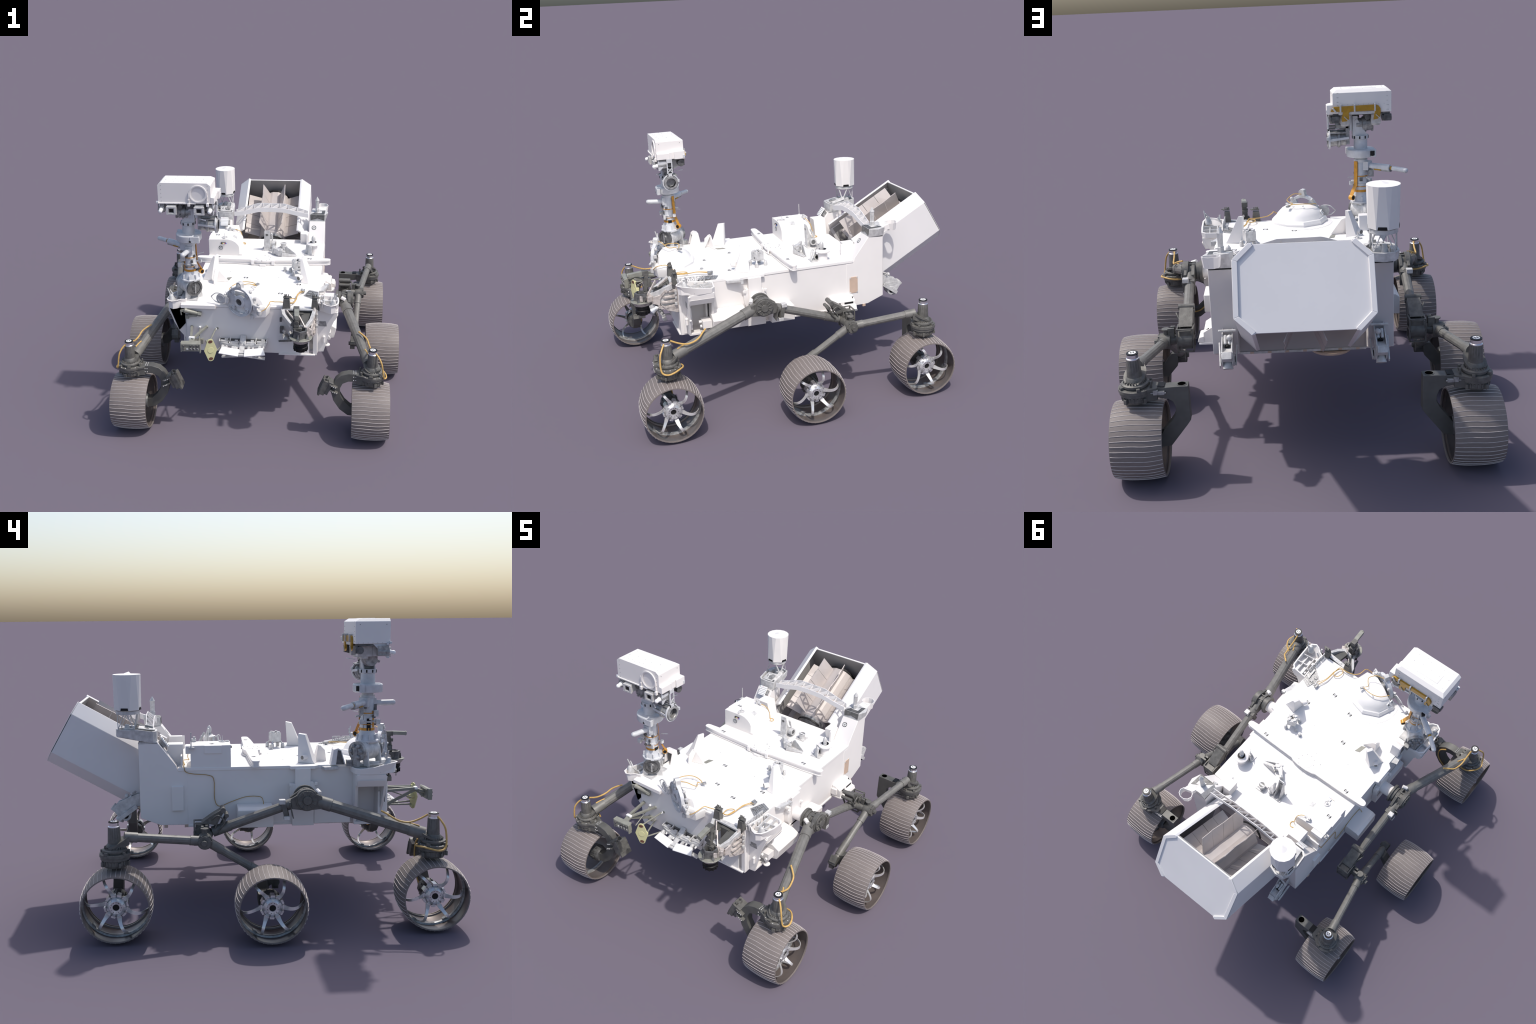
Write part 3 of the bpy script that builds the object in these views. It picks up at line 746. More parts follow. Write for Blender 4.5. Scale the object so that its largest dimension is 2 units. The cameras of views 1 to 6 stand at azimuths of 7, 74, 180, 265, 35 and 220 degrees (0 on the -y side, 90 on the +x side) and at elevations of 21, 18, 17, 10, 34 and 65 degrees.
vd.prism([(-0.482, -0.6635, 0.694), (-0.386, -0.6635, 0.697), (-0.386, -0.6635, 0.60), (-0.430, -0.6635, 0.549)], (0, -0.002, 0))
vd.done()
# right front wing: foot cup and fittings
q = P("sample_cup", WHITE, cho, smooth=40)
q.cyl((0.427, -0.567, 0.50), (0.427, -0.567, 0.445), 0.0085, n=14)
q.lathe([(0.0, 0.430), (0.014, 0.430), (0.0195, 0.436), (0.0195, 0.440), (0.010, 0.447), (0, 0.447)], (0.427, -0.567, 0), (0, 0, 1), 22)
q.bb(0.385, 0.450, -0.585, -0.534, 0.482, 0.523)
q.cyl((0.413, -0.668, 0.505), (0.413, -0.668, 0.535), 0.008, n=12); q.ball((0.413, -0.668, 0.538), 0.009); q.ball((0.437, -0.650, 0.535), 0.007)
q.cyl((0.44, -0.59, 0.495), (0.44, -0.60, 0.495), 0.009, n=12); q.cyl((0.41, -0.585, 0.51), (0.41, -0.60, 0.51), 0.009, n=12)
q.done()
# brackets along the top right edge
q = P("edge_bracket", OFFW, cho, bevel=0.0008)
q.prism([(0.374, -0.425, 0.705), (0.374, -0.345, 0.705), (0.424, -0.345, 0.712), (0.400, -0.425, 0.708)], (0, 0, 0.014))
q.bb(0.405, 0.428, -0.352, -0.335, 0.702, 0.728)
q.done()
q = P("edge_bracket", OFFW, cho, bevel=0.0008)
q.prism([(-0.374, -0.44, 0.712), (-0.374, -0.36, 0.712), (-0.412, -0.37, 0.712), (-0.40, -0.44, 0.712)], (0, 0, 0.014))
q.done()
# lattice rails and dark ribbed patch beside the right tray
q = P("lattice_rail", OFFW, cho, bevel=0.0005)
for i in range(3):
    y0 = -0.70 + i * 0.055
    x0 = 0.372 + i * 0.002
    q.beam((x0, y0, 0.735), (x0, y0 + 0.045, 0.735), 0.004, 0.004); q.beam((x0, y0, 0.765), (x0, y0 + 0.045, 0.765), 0.004, 0.004)
    for k in range(3):
        q.beam((x0, y0 + 0.0225 * k, 0.735), (x0, y0 + 0.0225 * k, 0.765), 0.004, 0.004)
    for k in range(2):
        q.beam((x0, y0 + 0.0225 * k, 0.735), (x0, y0 + 0.0225 * (k + 1), 0.765), 0.003, 0.003); q.beam((x0, y0 + 0.0225 * k, 0.765), (x0, y0 + 0.0225 * (k + 1), 0.735), 0.003, 0.003)
q.cyl((0.40, -0.69, 0.73), (0.40, -0.70, 0.775), 0.006, n=8); q.cyl((0.385, -0.66, 0.73), (0.41, -0.665, 0.77), 0.005, n=8)
q.done()
q = P("dark_deck_patch", MECH, cho, bevel=0.0005)
q.prism([(0.318, -0.452, 0.7325), (0.372, -0.478, 0.7325), (0.374, -0.60, 0.7325), (0.340, -0.575, 0.7325), (0.288, -0.535, 0.7325)], (0, 0, 0.0025))
for k in range(7):
    t = k / 6
    q.beam((0.312 - 0.012 * t, -0.470 - 0.062 * t, 0.7365), (0.368, -0.492 - 0.085 * t, 0.7365), 0.004, 0.003)
q.prism([(0.345, -0.50, 0.737), (0.372, -0.515, 0.737), (0.374, -0.585, 0.740), (0.350, -0.572, 0.740)], (0, 0, 0.004))
q.box((0.325, -0.50, 0.738), (0.02, 0.014, 0.005)); q.box((0.315, -0.53, 0.738), (0.016, 0.012, 0.005))
q.done()

# ================================================================== REAR GENERATOR
ay, az = 0.868, 0.4966
def G(x, s, t):
    """generator frame: s along its axis (rearward/up), t across (up/forward)"""
    return V((x, 0.831 + ay * s - az * t, 1.046 + az * s + ay * t))

oct_ = [(0.193, 0.0), (0.256, -0.061), (0.256, -0.275), (0.192, -0.337)]
gen = P("generator_shroud", PANEL, bevel=0.0015)
th = 0.011
for sx in (1, -1):
    for (x0, t0), (x1, t1) in zip(oct_, oct_[1:]):
        n = V((t0 - t1, 0, x1 - x0)); n.normalize()   # (x,t) outward normal
        nx, nt = (n.x, n.z)
        L = -0.488
        # each wall panel mitred with its neighbours by using scaled inner corners
        def inn(x, t):
            return (x - th * (1.0 if abs(x) > 0.2 else 1.25), t + (-th * 0.45 if t == 0 else (th * 0.45 if t < -0.3 else (-th * 0.4 if t > -0.1 else th * 0.4))))
        a0, a1 = inn(x0, t0), inn(x1, t1)
        pts = [G(sx * x0, 0.0, t0), G(sx * x1, 0.0, t1), G(sx * a1[0], 0.0, a1[1]), G(sx * a0[0], 0.0, a0[1])]
        gen.prism(pts, G(0, L, 0) - G(0, 0, 0))
    # raised rim on the rear face
    for (x0, t0), (x1, t1) in zip(oct_, oct_[1:]):
        k = 0.921
        c0, c1 = (x0 * k, (t0 + 0.168) * 0.93 - 0.168), (x1 * k, (t1 + 0.168) * 0.93 - 0.168)
        gen.prism([G(sx * x0, -0.006, t0), G(sx * x1, -0.006, t1), G(sx * c1[0], -0.006, c1[1]), G(sx * c0[0], -0.006, c0[1])], G(0, 0.0072, 0) - G(0, 0, 0))
geo = gen.done()
q = P("end_plate", PANEL, geo, bevel=0.001)
q.prism([G(x, -0.014, t) for x, t in [(0.186, -0.006), (0.248, -0.064), (0.248, -0.272), (0.186, -0.330), (-0.186, -0.330), (-0.248, -0.272), (-0.248, -0.064), (-0.186, -0.006)]], G(0, 0.009, 0) - G(0, 0, 0))
q.done()
q = P("end_plate_inside", INNER, geo)
q.prism([G(x, -0.0175, t) for x, t in [(0.178, -0.003), (0.243, -0.068), (0.243, -0.27), (0.18, -0.325), (-0.18, -0.325), (-0.243, -0.27), (-0.243, -0.068), (-0.178, -0.003)]], G(0, 0.003, 0) - G(0, 0, 0))
q.done()
q = P("shroud_lining", INNER, geo)
for sx in (1, -1):
    q.prism([G(sx * 0.2445, -0.018, -0.072), G(sx * 0.2445, -0.018, -0.268), G(sx * 0.2425, -0.018, -0.268), G(sx * 0.2425, -0.018, -0.072)], G(0, -0.45, 0) - G(0, 0, 0))
q.done()
# finned heat source
core = P("generator_core", FINM, geo, smooth=20)
core.lathe([(0.0, -0.455), (0.082, -0.455), (0.096, -0.442), (0.098, -0.43), (0.098, -0.065), (0.090, -0.058), (0, -0.058)], G(0, 0, -0.168), (0, ay, az), 16, ph=pi / 16)
core.done()
q = P("core_band", BLACK, geo, smooth=20)
for s0, s1 in ((-0.062, -0.050),):
    q.ring(G(0, s0, -0.168), G(0, s1, -0.168), 0.1005, 0.085, 16, pi / 16)
q.done()
q = P("core_end_cap", MECH, geo, smooth=10)
q.lathe([(0.0, -0.490), (0.045, -0.486), (0.078, -0.468), (0.088, -0.452), (0, -0.445)], G(0, 0, -0.168), (0, ay, az), 10)
q.done()
q = P("core_strap", BLACK, geo)
pts_ = []
for k in range(9):
    aa = radians(-60 + 120 * k / 8)
    pts_.append(G(0.090 * sin(aa), -0.478, -0.168 + 0.090 * cos(aa)))
q.strip(pts_, (0, ay, az), 0.011, 0.005)
q.done()
for k in range(8):
    a = radians(22.5 + 45 * k)
    d = (sin(a), cos(a)); tip = 0.203
    if abs(d[0]) * tip > 0.19: tip = 0.19 / abs(d[0]) if abs(d[0]) > 0.95 else 0.2
    for i in range(4):
        s0 = -0.077 - i * 0.0915; s1 = s0 - 0.089
        f = P("cooling_fin", FINM, geo)
        w = 0.0018; n = (cos(a), -sin(a)); sk = 0.0030 * ((i % 2) * 2 - 1)
        def F(s, r, e, tw=0.0): return G(d[0] * r + n[0] * (e + tw), s, d[1] * r + n[1] * (e + tw) - 0.168)
        f.prism([F(s0, 0.094, -w), F(s0, tip, -w, sk), F(s1, tip, -w, -sk * 0.5), F(s1, 0.094, -w)], F(s0, 0, 2 * w) - F(s0, 0, 0))
        f.done()

# arched truss in front of the generator
ar = P("arch_truss", PANEL, bevel=0.0005)
def poly_at(knots, x):
    for (x0, z0), (x1, z1) in zip(knots, knots[1:]):
        if x <= x1 + 1e-9: return z0 + (z1 - z0) * (x - x0) / (x1 - x0)
    return knots[-1][1]
FK = [(-0.258, 0.908), (-0.19, 0.917), (-0.09, 0.941), (0.0, 0.944), (0.09, 0.940), (0.19, 0.917), (0.26, 0.906)]
RK = [(-0.252, 0.914), (-0.09, 0.9645), (0.092, 0.9625), (0.256, 0.916)]
fpt = lambda x, dz=0.0: V((x, 0.4655, poly_at(FK, x) + dz))
rpt = lambda x, dz=0.0: V((x, 0.503 - 0.006 * (x / 0.25) ** 2, poly_at(RK, x) + dz))
HB = 0.031
for kn, fn, lo_, hi_ in ((FK, fpt, -0.256, 0.258), (RK, rpt, -0.248, 0.254)):
    rings = []
    for i in range(41):
        p = fn(lo_ + (hi_ - lo_) * i / 40)
        rings.append([p + V((0, dy, dz)) for dy, dz in ((-0.0016, -HB), (0.0016, -HB), (0.0016, 0), (-0.0016, 0))])
    ar.loft(rings)
NB = 8
for i in range(NB + 1):
    x = -0.236 + 0.475 * i / NB; xn = x + 0.050
    # upright rib, then a diagonal plate to the next bay
    ar.prism([fpt(x, -0.001), rpt(x, -0.001), rpt(x, -HB * 0.55), fpt(x, -HB * 0.95)], (0.0016, 0, 0))
    if i < NB: ar.prism([fpt(x + 0.003, -0.0015), rpt(xn, -0.0015), rpt(xn, -HB * 0.75), fpt(x + 0.003, -HB * 0.9)], (0.0018, -0.0010, 0))
ar.done()

# ------------------------------------------------------------------ left column top: antenna tray and can
q = P("antenna_tray", OFFW, bevel=0.001)
o = [(-0.262, 0.450), (-0.300, 0.441), (-0.360, 0.443), (-0.380, 0.460), (-0.388, 0.53), (-0.388, 0.600), (-0.368, 0.632), (-0.320, 0.640), (-0.275, 0.625), (-0.262, 0.56)]
zb = lambda y: 0.856 if y < 0.50 else (0.888 if y > 0.56 else 0.870)
zt = lambda y: 0.913 if y < 0.50 else 0.924
lo = [V((-0.325 + (x + 0.325) * 0.92, y, zb(y))) for x, y in o]; hi = [V((x, y, zt(y))) for x, y in o]
hin = [V((-0.325 + (x + 0.325) * 0.86, 0.54 + (y - 0.54) * 0.9, zt(y))) for x, y in o]; lin = [V((-0.325 + (x + 0.325) * 0.84, 0.54 + (y - 0.54) * 0.86, zt(y) - 0.022)) for x, y in o]
q.loft([lo, hi, hin, lin])
q.bb(-0.374, -0.2685, 0.440, 0.531, 0.852, 0.862)
q.prism([(-0.35, 0.452, 0.915), (-0.28, 0.452, 0.915), (-0.27, 0.53, 0.93), (-0.36, 0.53, 0.925)], (0, 0, 0.004))
q.prism([(-0.286, 0.47, 0.915), (-0.262, 0.47, 0.913), (-0.262, 0.55, 0.93), (-0.286, 0.56, 0.948)], (0, 0, 0.004))
q.cyl((-0.330, 0.585, 0.905), (-0.330, 0.585, 0.945), 0.018, 0.010, n=12); q.box((-0.30, 0.57, 0.92), (0.035, 0.04, 0.03)); q.box((-0.365, 0.575, 0.918), (0.02, 0.05, 0.022))
ato = q.done()
marks(ato, [((-0.329, 0.490, 0.926), (0.05, -0.12, 1), (0, 1, 0))], 0.012)
q = P("tray_panel", MECH, ato); q.prism([(-0.312, 0.462, 0.9185), (-0.288, 0.462, 0.9185), (-0.284, 0.50, 0.927), (-0.308, 0.50, 0.927)], (0, 0, 0.012)); q.done()
can = P("antenna_can", WHITE, smooth=12)
CC = V((-0.328, 0.579, 0))
na, nb = 16, 8
top = [can.bm.verts.new(CC + V((0.0670 * cos(2 * pi * i / na), 0.0670 * sin(2 * pi * i / na), 1.186))) for i in range(na)]
bot = [can.bm.verts.new(CC + V((0.0655 * cos(2 * pi * (i + 0.25) / nb), 0.0655 * sin(2 * pi * (i + 0.25) / nb), 1.016))) for i in range(nb)]
apex = can.bm.verts.new(CC + V((0.012, -0.01, 1.198))); cen = can.bm.verts.new(CC + V((0, 0, 1.012)))
for i in range(nb):
    j = (i + 1) % nb; k0, k1, k2 = 2 * i, 2 * i + 1, (2 * i + 2) % na
    can.bm.faces.new([bot[i], top[k1], top[k0]]); can.bm.faces.new([bot[i], bot[j], top[k2], top[k1]] if False else [bot[i], top[k2], top[k1]]); can.bm.faces.new([bot[i], bot[j], top[k2]])
    can.bm.faces.new([bot[j], bot[i], cen])
lid = [can.bm.verts.new(CC + V((0.022 * cos(2 * pi * i / na), 0.022 * sin(2 * pi * i / na), 1.1875))) for i in range(na)]
for i in range(na):
    j = (i + 1) % na
    can.bm.faces.new([top[i], top[j], lid[j], lid[i]]); can.bm.faces.new([lid[i], lid[j], apex])
can.smooth = 6
cano = can.done()
q = P("can_ring", OFFW, cano, smooth=30)
q.ring(CC + V((0, 0, 0.996)), CC + V((0, 0, 1.0125)), 0.0575, 0.045, 20)
q.done()
q = P("can_window", BLACK, cano)
for k in range(5):
    a = 2 * pi * (2 * k + 1.75) / 8
    if k > 3: continue
    d = V((cos(a), sin(a), 0)); t = V((-sin(a), cos(a), 0)); c = CC + d * 0.0590 + V((0, 0, 1.0215))
    q.prism([c + t * 0.019 + V((0, 0, -0.0055)), c - t * 0.019 + V((0, 0, -0.0055)), c - t * 0.017 + V((0, 0, 0.0065)), c + t * 0.017 + V((0, 0, 0.0065))], d * 0.0032)
q.done()
q = P("can_strut", OFFW, cano)
feet = [(-0.278, 0.545), (-0.385, 0.548), (-0.365, 0.625), (-0.285, 0.615)]
for i, (fx_, fy_) in enumerate(feet):
    a = atan2(fy_ - CC.y, fx_ - CC.x)
    for da in (-0.55, 0.55):
        q.sweep([(fx_, fy_, 0.925), (CC.x + 0.051 * cos(a + da), CC.y + 0.051 * sin(a + da), 0.998)], 0.0040 if i == 0 else 0.0022, 8, False)
q.done()
q = P("calibration_target", MARKW, cho, bevel=0.0008)
tc = V((-0.317, 0.406, 0.856)); tn = V((0, -0.80, 0.60)).normalized(); tu = V((0, 0.60, 0.80))
R = Matrix((V((1, 0, 0)), tu, tn)).transposed()
q.box(tc, (0.052, 0.060, 0.006), R)
q.done()
q = P("target_mount", MECH, cho); q.box(tc - tn * 0.012, (0.03, 0.04, 0.02), R); q.box(tc - tn * 0.02 + V((0.03, 0, 0)), (0.012, 0.03, 0.02), R); q.done()
q = P("target_dot", BLACK, cho, kind="stuff")
for i in range(6):
    for k in range(5):
        c = tc + V((1, 0, 0)) * (-0.021 + i * 0.0084) + tu * (-0.023 + k * 0.0105) + tn * 0.003
        q.cyl(c, c + tn * 0.0008, 0.0019, n=8)
q.done()
q = P("target_dot", RED, cho, kind="stuff"); c = tc + V((-0.006, 0, 0)) + tu * 0.026 + tn * 0.003; q.cyl(c, c + tn * 0.001, 0.0018, n=8); q.done()

# ------------------------------------------------------------------ right column top: pod, spike and scoop
q = P("column_pod", OFFW, bevel=0.001)
pd = [(0.271, 0.442, 0.8590), (0.376, 0.442, 0.8590), (0.3775, 0.490, 0.8585), (0.377, 0.5335, 0.8585), (0.271, 0.5335, 0.8585)]
pu = [(0.272, 0.446, 0.905), (0.374, 0.448, 0.905), (0.394, 0.495, 0.904), (0.384, 0.540, 0.910), (0.285, 0.540, 0.922)]
q.loft([[V(p) for p in pd], [V(p) for p in pu]])
podo = q.done()
q = P("pod_visor", MECHD, podo, bevel=0.0006)
q.prism([(0.276, 0.4435, 0.866), (0.322, 0.4435, 0.880), (0.368, 0.4435, 0.866), (0.371, 0.446, 0.9045), (0.273, 0.446, 0.9045)], (0, -0.003, 0))
q.prism([(0.274, 0.447, 0.9055), (0.370, 0.449, 0.9055), (0.374, 0.525, 0.9105), (0.322, 0.500, 0.912)], (0, 0, 0.0022))
q.done()
q = P("pod_spike", OFFW, podo, smooth=10)
q.lathe([(0.0, 0.905), (0.015, 0.905), (0.015, 0.935), (0.0125, 0.938), (0.0135, 0.990), (0.0155, 0.995), (0.0, 1.022)], (0.319, 0.489, 0), (0, 0, 1), 6)
q.done()
q = P("pod_scoop", WHITE, podo, smooth=20)
c = V((0.352, 0.590, 0))
R0 = [c + V((0.040 * cos(2 * pi * k / 10), 0.036 * sin(2 * pi * k / 10), 0.928 + 0.004 * sin(2 * pi * k / 10))) for k in range(10)]
R1 = [c + V((0.034 * cos(2 * pi * k / 10), 0.030 * sin(2 * pi * k / 10), 0.884)) for k in range(10)]
R2 = [c + (p - c) * 1.0 - V((0, 0, 0)) for p in R0]
R2 = [V((c.x + (p.x - c.x) * 0.93, c.y + (p.y - c.y) * 0.93, p.z)) for p in R0]; R3 = [V((c.x + (p.x - c.x) * 0.95, c.y + (p.y - c.y) * 0.95, 0.886)) for p in R1]
q.loft([R3, R2, R0, R1, R3], cap=False)
q.prism([(0.32, 0.515, 0.912), (0.376, 0.525, 0.91), (0.382, 0.575, 0.925), (0.33, 0.56, 0.925)], (0, 0, -0.030))
q.done()
marks(cho, [((0.3005, 0.4125, 0.8222), (0, -0.785, 0.62), (0, 0.62, 0.785))], 0.0155, "window")

# ------------------------------------------------------------------ rear camera brackets
for sx in (1, -1):
    S = lambda x, y, z: V((sx * x, y, z))
    q = P("rear_camera_bracket", OFFW, bevel=0.0012)
    for xx in (0.287, 0.327):
        q.prism([S(xx, 0.531, 0.600), S(xx, 0.545, 0.600), S(xx, 0.640, 0.560), S(xx, 0.668, 0.525), S(xx, 0.640, 0.480), S(xx, 0.598, 0.480), S(xx, 0.560, 0.535), S(xx, 0.531, 0.54)], S(0.005, 0, 0))
    q.prism([S(0.285, 0.560, 0.545), S(0.285, 0.655, 0.545), S(0.285, 0.655, 0.530), S(0.285, 0.600, 0.520)], S(0.048, 0, 0))
    q.cyl(S(0.282, 0.606, 0.492), S(0.336, 0.606, 0.492), 0.026, n=20)
    q.box(S(0.3095, 0.655, 0.525), (0.0385, 0.03, 0.04), Matrix.Rotation(radians(-50), 3, "X"))
    q.cyl(S(0.309, 0.625, 0.490), S(0.309, 0.640, 0.465), 0.018, 0.022, n=18)
    for xx in (0.300, 0.318):
        q.cyl(S(xx, 0.575, 0.585), S(xx, 0.610, 0.560), 0.007, n=10)
    q.cyl(S(0.275, 0.56, 0.600), S(0.345, 0.575, 0.605), 0.006, n=8)
    q.beam(S(0.345, 0.55, 0.54), S(0.340, 0.64, 0.475), 0.006, 0.02); q.beam(S(0.273, 0.55, 0.53), S(0.278, 0.62, 0.475), 0.006, 0.016)
    q.ball(S(0.30, 0.60, 0.585), 0.012, 10)
    bo_ = q.done()
    q = P("rear_camera_lens", BLACK, bo_)
    q.cyl(S(0.309, 0.600, 0.556), S(0.309, 0.612, 0.548), 0.010, n=14); q.cyl(S(0.279, 0.606, 0.492), S(0.339, 0.606, 0.492), 0.014, n=18)
    q.done()

# ================================================================== MAST
MX, MY = -0.363, -0.587
m = P("mast", MASTG, smooth=35)
m.lathe([(0.0, 0.844), (0.057, 0.844), (0.057, 0.852), (0.048, 0.855), (0.041, 0.880), (0.036, 0.895), (0.0355, 0.99), (0.033, 0.992), (0.033, 1.060), (0.029, 1.066), (0.029, 1.088), (0, 1.088)], (MX, MY, 0), (0, 0, 1), 28)
m.ring((MX, MY, 1.058), (MX, MY, 1.072), 0.036, 0.028)
for k in range(8):
    a = 2 * pi * k / 8
    m.box((MX + 0.046 * cos(a), MY + 0.046 * sin(a), 0.868), (0.014, 0.004, 0.024), Matrix.Rotation(a, 3, "Z"))
mo = m.done()
q = P("mast_collar", MASTG, mo, bevel=0.0015, smooth=35)
q.lathe([(0.0, 1.087), (0.070, 1.087), (0.073, 1.092), (0.073, 1.124), (0.069, 1.128), (0.036, 1.128), (0.035, 1.178), (0.0425, 1.180), (0.0425, 1.199), (0.0, 1.199)], (MX, MY, 0), (0, 0, 1), 28)
q.bb(MX + 0.02, MX + 0.072, MY - 0.075, MY - 0.055, 1.090, 1.126)
q.bb(MX - 0.075, MX - 0.05, MY + 0.03, MY + 0.055, 1.089, 1.127)
q.done()
q = P("collar_window", BLACK, mo)
q.box((MX - 0.052, MY + 0.052, 1.108), (0.020, 0.026, 0.024), Matrix.Rotation(radians(45), 3, "Z"))
for k in range(9):
    a = 2 * pi * k / 9
    q.box((MX + 0.0425 * cos(a), MY + 0.0425 * sin(a), 1.189), (0.002, 0.007, 0.014), Matrix.Rotation(a, 3, "Z"))
q.box((MX + 0.02, MY - 0.072, 1.098), (0.012, 0.006, 0.008))
q.box((MX - 0.034, MY, 0.93), (0.004, 0.02, 0.06))
q.done()
# hinge drum at the foot
q = P("mast_drum", OFFW, mo, bevel=0.0015)
D0, D1 = V((-0.332, -0.634, 0.803)), V((-0.424, -0.524, 0.803))
dd = (D1 - D0).normalized(); ds = V((-dd.y, dd.x, 0))
q.cyl(D0 + dd * 0.012, D1 - dd * 0.012, 0.0475, n=32)
for e in (0.016, 0.112):
    c = D0 + dd * e
    q.prism([c - ds * 0.058 + V((0, 0, -0.072)), c - ds * 0.026 + V((0, 0, -0.072)), c - ds * 0.022 + V((0, 0, -0.045)), c + ds * 0.022 + V((0, 0, -0.045)), c + ds * 0.026 + V((0, 0, -0.072)), c + ds * 0.058 + V((0, 0, -0.072)), c + ds * 0.049 + V((0, 0, 0.0)), c - ds * 0.049 + V((0, 0, 0.0))], dd * 0.009)
q.box(V((MX, MY, 0.842)), (0.08, 0.08, 0.012), Matrix.Rotation(atan2(dd.y, dd.x), 3, "Z"))
q.bb(-0.42, -0.318, -0.655, -0.52, 0.730, 0.739)
q.done()
q = P("drum_face", MECHD, mo, smooth=30)
q.ring(D0, D0 + dd * 0.014, 0.0485, 0.037); q.lathe([(0.0, -0.004), (0.014, -0.004), (0.020, 0.002), (0.036, 0.004), (0.036, 0.014), (0, 0.014)], D0, dd, 24)
q.done(); q = P("drum_motor", MECH, mo, smooth=30)
q.ring(D1 - dd * 0.014, D1 + dd * 0.004, 0.0485, 0.032); q.lathe([(0.0, -0.004), (0.02, -0.004), (0.034, 0.004), (0.034, 0.014), (0, 0.014)], D1 + dd * 0.004, -dd, 18)
for k in range(6):
    a = 2 * pi * k / 6
    q.ball(D1 + (ds * cos(a) + V((0, 0, 1)) * sin(a)) * 0.03 + dd * 0.006, 0.011, 8)
q.box(D1 + V((0, 0, -0.045)), (0.03, 0.03, 0.06)); q.box(D1 + V((0.01, 0.01, -0.06)) - ds * 0.03, (0.03, 0.03, 0.03))
q.cyl(D1 + dd * 0.006 + V((0, 0, 0.02)), D1 + dd * 0.010 + V((0, 0, -0.06)), 0.012, n=10)
q.done()
q = P("drum_pane", MECH, mo); q.prism([D0 - dd * 0.003 + ds * a + V((0, 0, b)) for a, b in ((-0.004, -0.03), (0.004, -0.03), (0.004, 0.03), (-0.004, 0.03))], -dd * 0.003); q.done()
# weather booms
q = P("wind_boom", MASTG, mo, smooth=40)
b0, b1 = V((-0.360, -0.615, 1.032)), V((-0.381, -0.722, 1.036)); u = (b1 - b0).normalized()
q.cyl(b0, b1 - u * 0.013, 0.0140, n=18); q.lathe([(0.0140, 0), (0.0125, 0.006), (0.0085, 0.011), (0, 0.0135)], b1 - u * 0.013, u, 18)
q.box((-0.36, -0.618, 1.035), (0.04, 0.02, 0.045))
q.done()
q = P("wind_boom", MASTG, mo, smooth=40)
b0, b1, b2 = V((-0.392, -0.568, 1.040)), V((-0.508, -0.484, 1.036)), V((-0.583, -0.421, 1.030)); u = (b1 - b0).normalized(); u2 = (b2 - b1).normalized()
q.cyl(b0, b1 - u * 0.006, 0.0155, 0.0170, n=16); q.cyl(b1 - u * 0.010, b1 + u2 * 0.012, 0.0085, n=12)
q.cyl(b1 + u2 * 0.008, b1 + u2 * 0.016, 0.012, n=14); q.cyl(b1 + u2 * 0.014, b2 - u2 * 0.012, 0.0120, 0.0128, n=16); q.lathe([(0.0128, 0), (0.0115, 0.006), (0.007, 0.0105), (0, 0.0125)], b2 - u2 * 0.012, u2, 16)
q.box(b0, (0.04, 0.045, 0.045), Matrix.Rotation(atan2(u.y, u.x), 3, "Z"))
q.done()
q = P("boom_shade", MECH, mo, bevel=0.001)
q.beam(b0 + u * 0.03 + V((0, 0, -0.016)), b1 + V((0, 0, -0.016)), 0.02, 0.008); q.bb(-0.425, -0.400, -0.555, -0.535, 0.985, 1.022)
q.done()
q = P("boom_film", KAPTON, mo); q.beam(b0 + u * 0.05 + V((0, 0, -0.014)), b0 + u * 0.09 + V((0, 0, -0.014)), 0.026, 0.006); q.cyl(b1 - u * 0.004, b1 + u2 * 0.008, 0.0095, n=12); q.done()
# sensor blocks and clamps around the mast
q = P("mast_sensor", OFFW, mo, bevel=0.001)
q.box((-0.414, -0.629, 0.946), (0.022, 0.020, 0.024)); q.box((-0.418, -0.545, 0.946), (0.020, 0.02, 0.022)); q.box((-0.306, -0.566, 0.949), (0.013, 0.018, 0.02))
q.box((-0.322, -0.625, 0.939), (0.014, 0.014, 0.026)); q.box((-0.396, -0.622, 0.985), (0.026, 0.022, 0.03)); q.box((-0.40, -0.595, 0.96), (0.02, 0.014, 0.014))
q.ring((MX, MY, 0.940), (MX, MY, 0.947), 0.039, 0.034); q.ring((MX, MY, 0.976), (MX, MY, 0.982), 0.0375, 0.034)
q.cyl((-0.395, -0.607, 0.946), (-0.41, -0.62, 0.946), 0.006, n=8); q.cyl((-0.33, -0.57, 0.949), (-0.312, -0.566, 0.949), 0.005, n=8)
q.cyl((-0.39, -0.555, 0.978), (-0.405, -0.52, 0.972), 0.005, n=8); q.beam((-0.325, -0.55, 0.985), (-0.29, -0.53, 0.988), 0.005, 0.003)
q.done()
q = P("mast_fitting", MECHD, mo, bevel=0.0006)
q.box((-0.376, -0.623, 1.010), (0.018, 0.012, 0.036)); q.box((-0.395, -0.613, 0.968), (0.014, 0.014, 0.012)); q.box((-0.345, -0.624, 0.965), (0.012, 0.006, 0.016)); q.box((-0.332, -0.608, 0.995), (0.010, 0.014, 0.012)); q.box((-0.36, -0.552, 0.97), (0.016, 0.010, 0.020)); q.box((-0.33, -0.614, 0.925), (0.010, 0.012, 0.014)); q.box((-0.392, -0.57, 1.018), (0.016, 0.012, 0.02))
q.cyl((-0.35, -0.626, 0.945), (-0.335, -0.628, 0.945), 0.005, n=8); q.cyl((-0.385, -0.622, 0.93), (-0.372, -0.626, 0.93), 0.005, n=8)
q.done()
q = P("mast_film", KAPTOND, mo)
sd = V((-0.70, 0.71, 0))
q.strip([(-0.3350, -0.5615, 1.064), (-0.3335, -0.560, 1.0), (-0.3315, -0.558, 0.940), (-0.316, -0.549, 0.908), (-0.306, -0.543, 0.886)], sd, 0.0225, 0.0025)
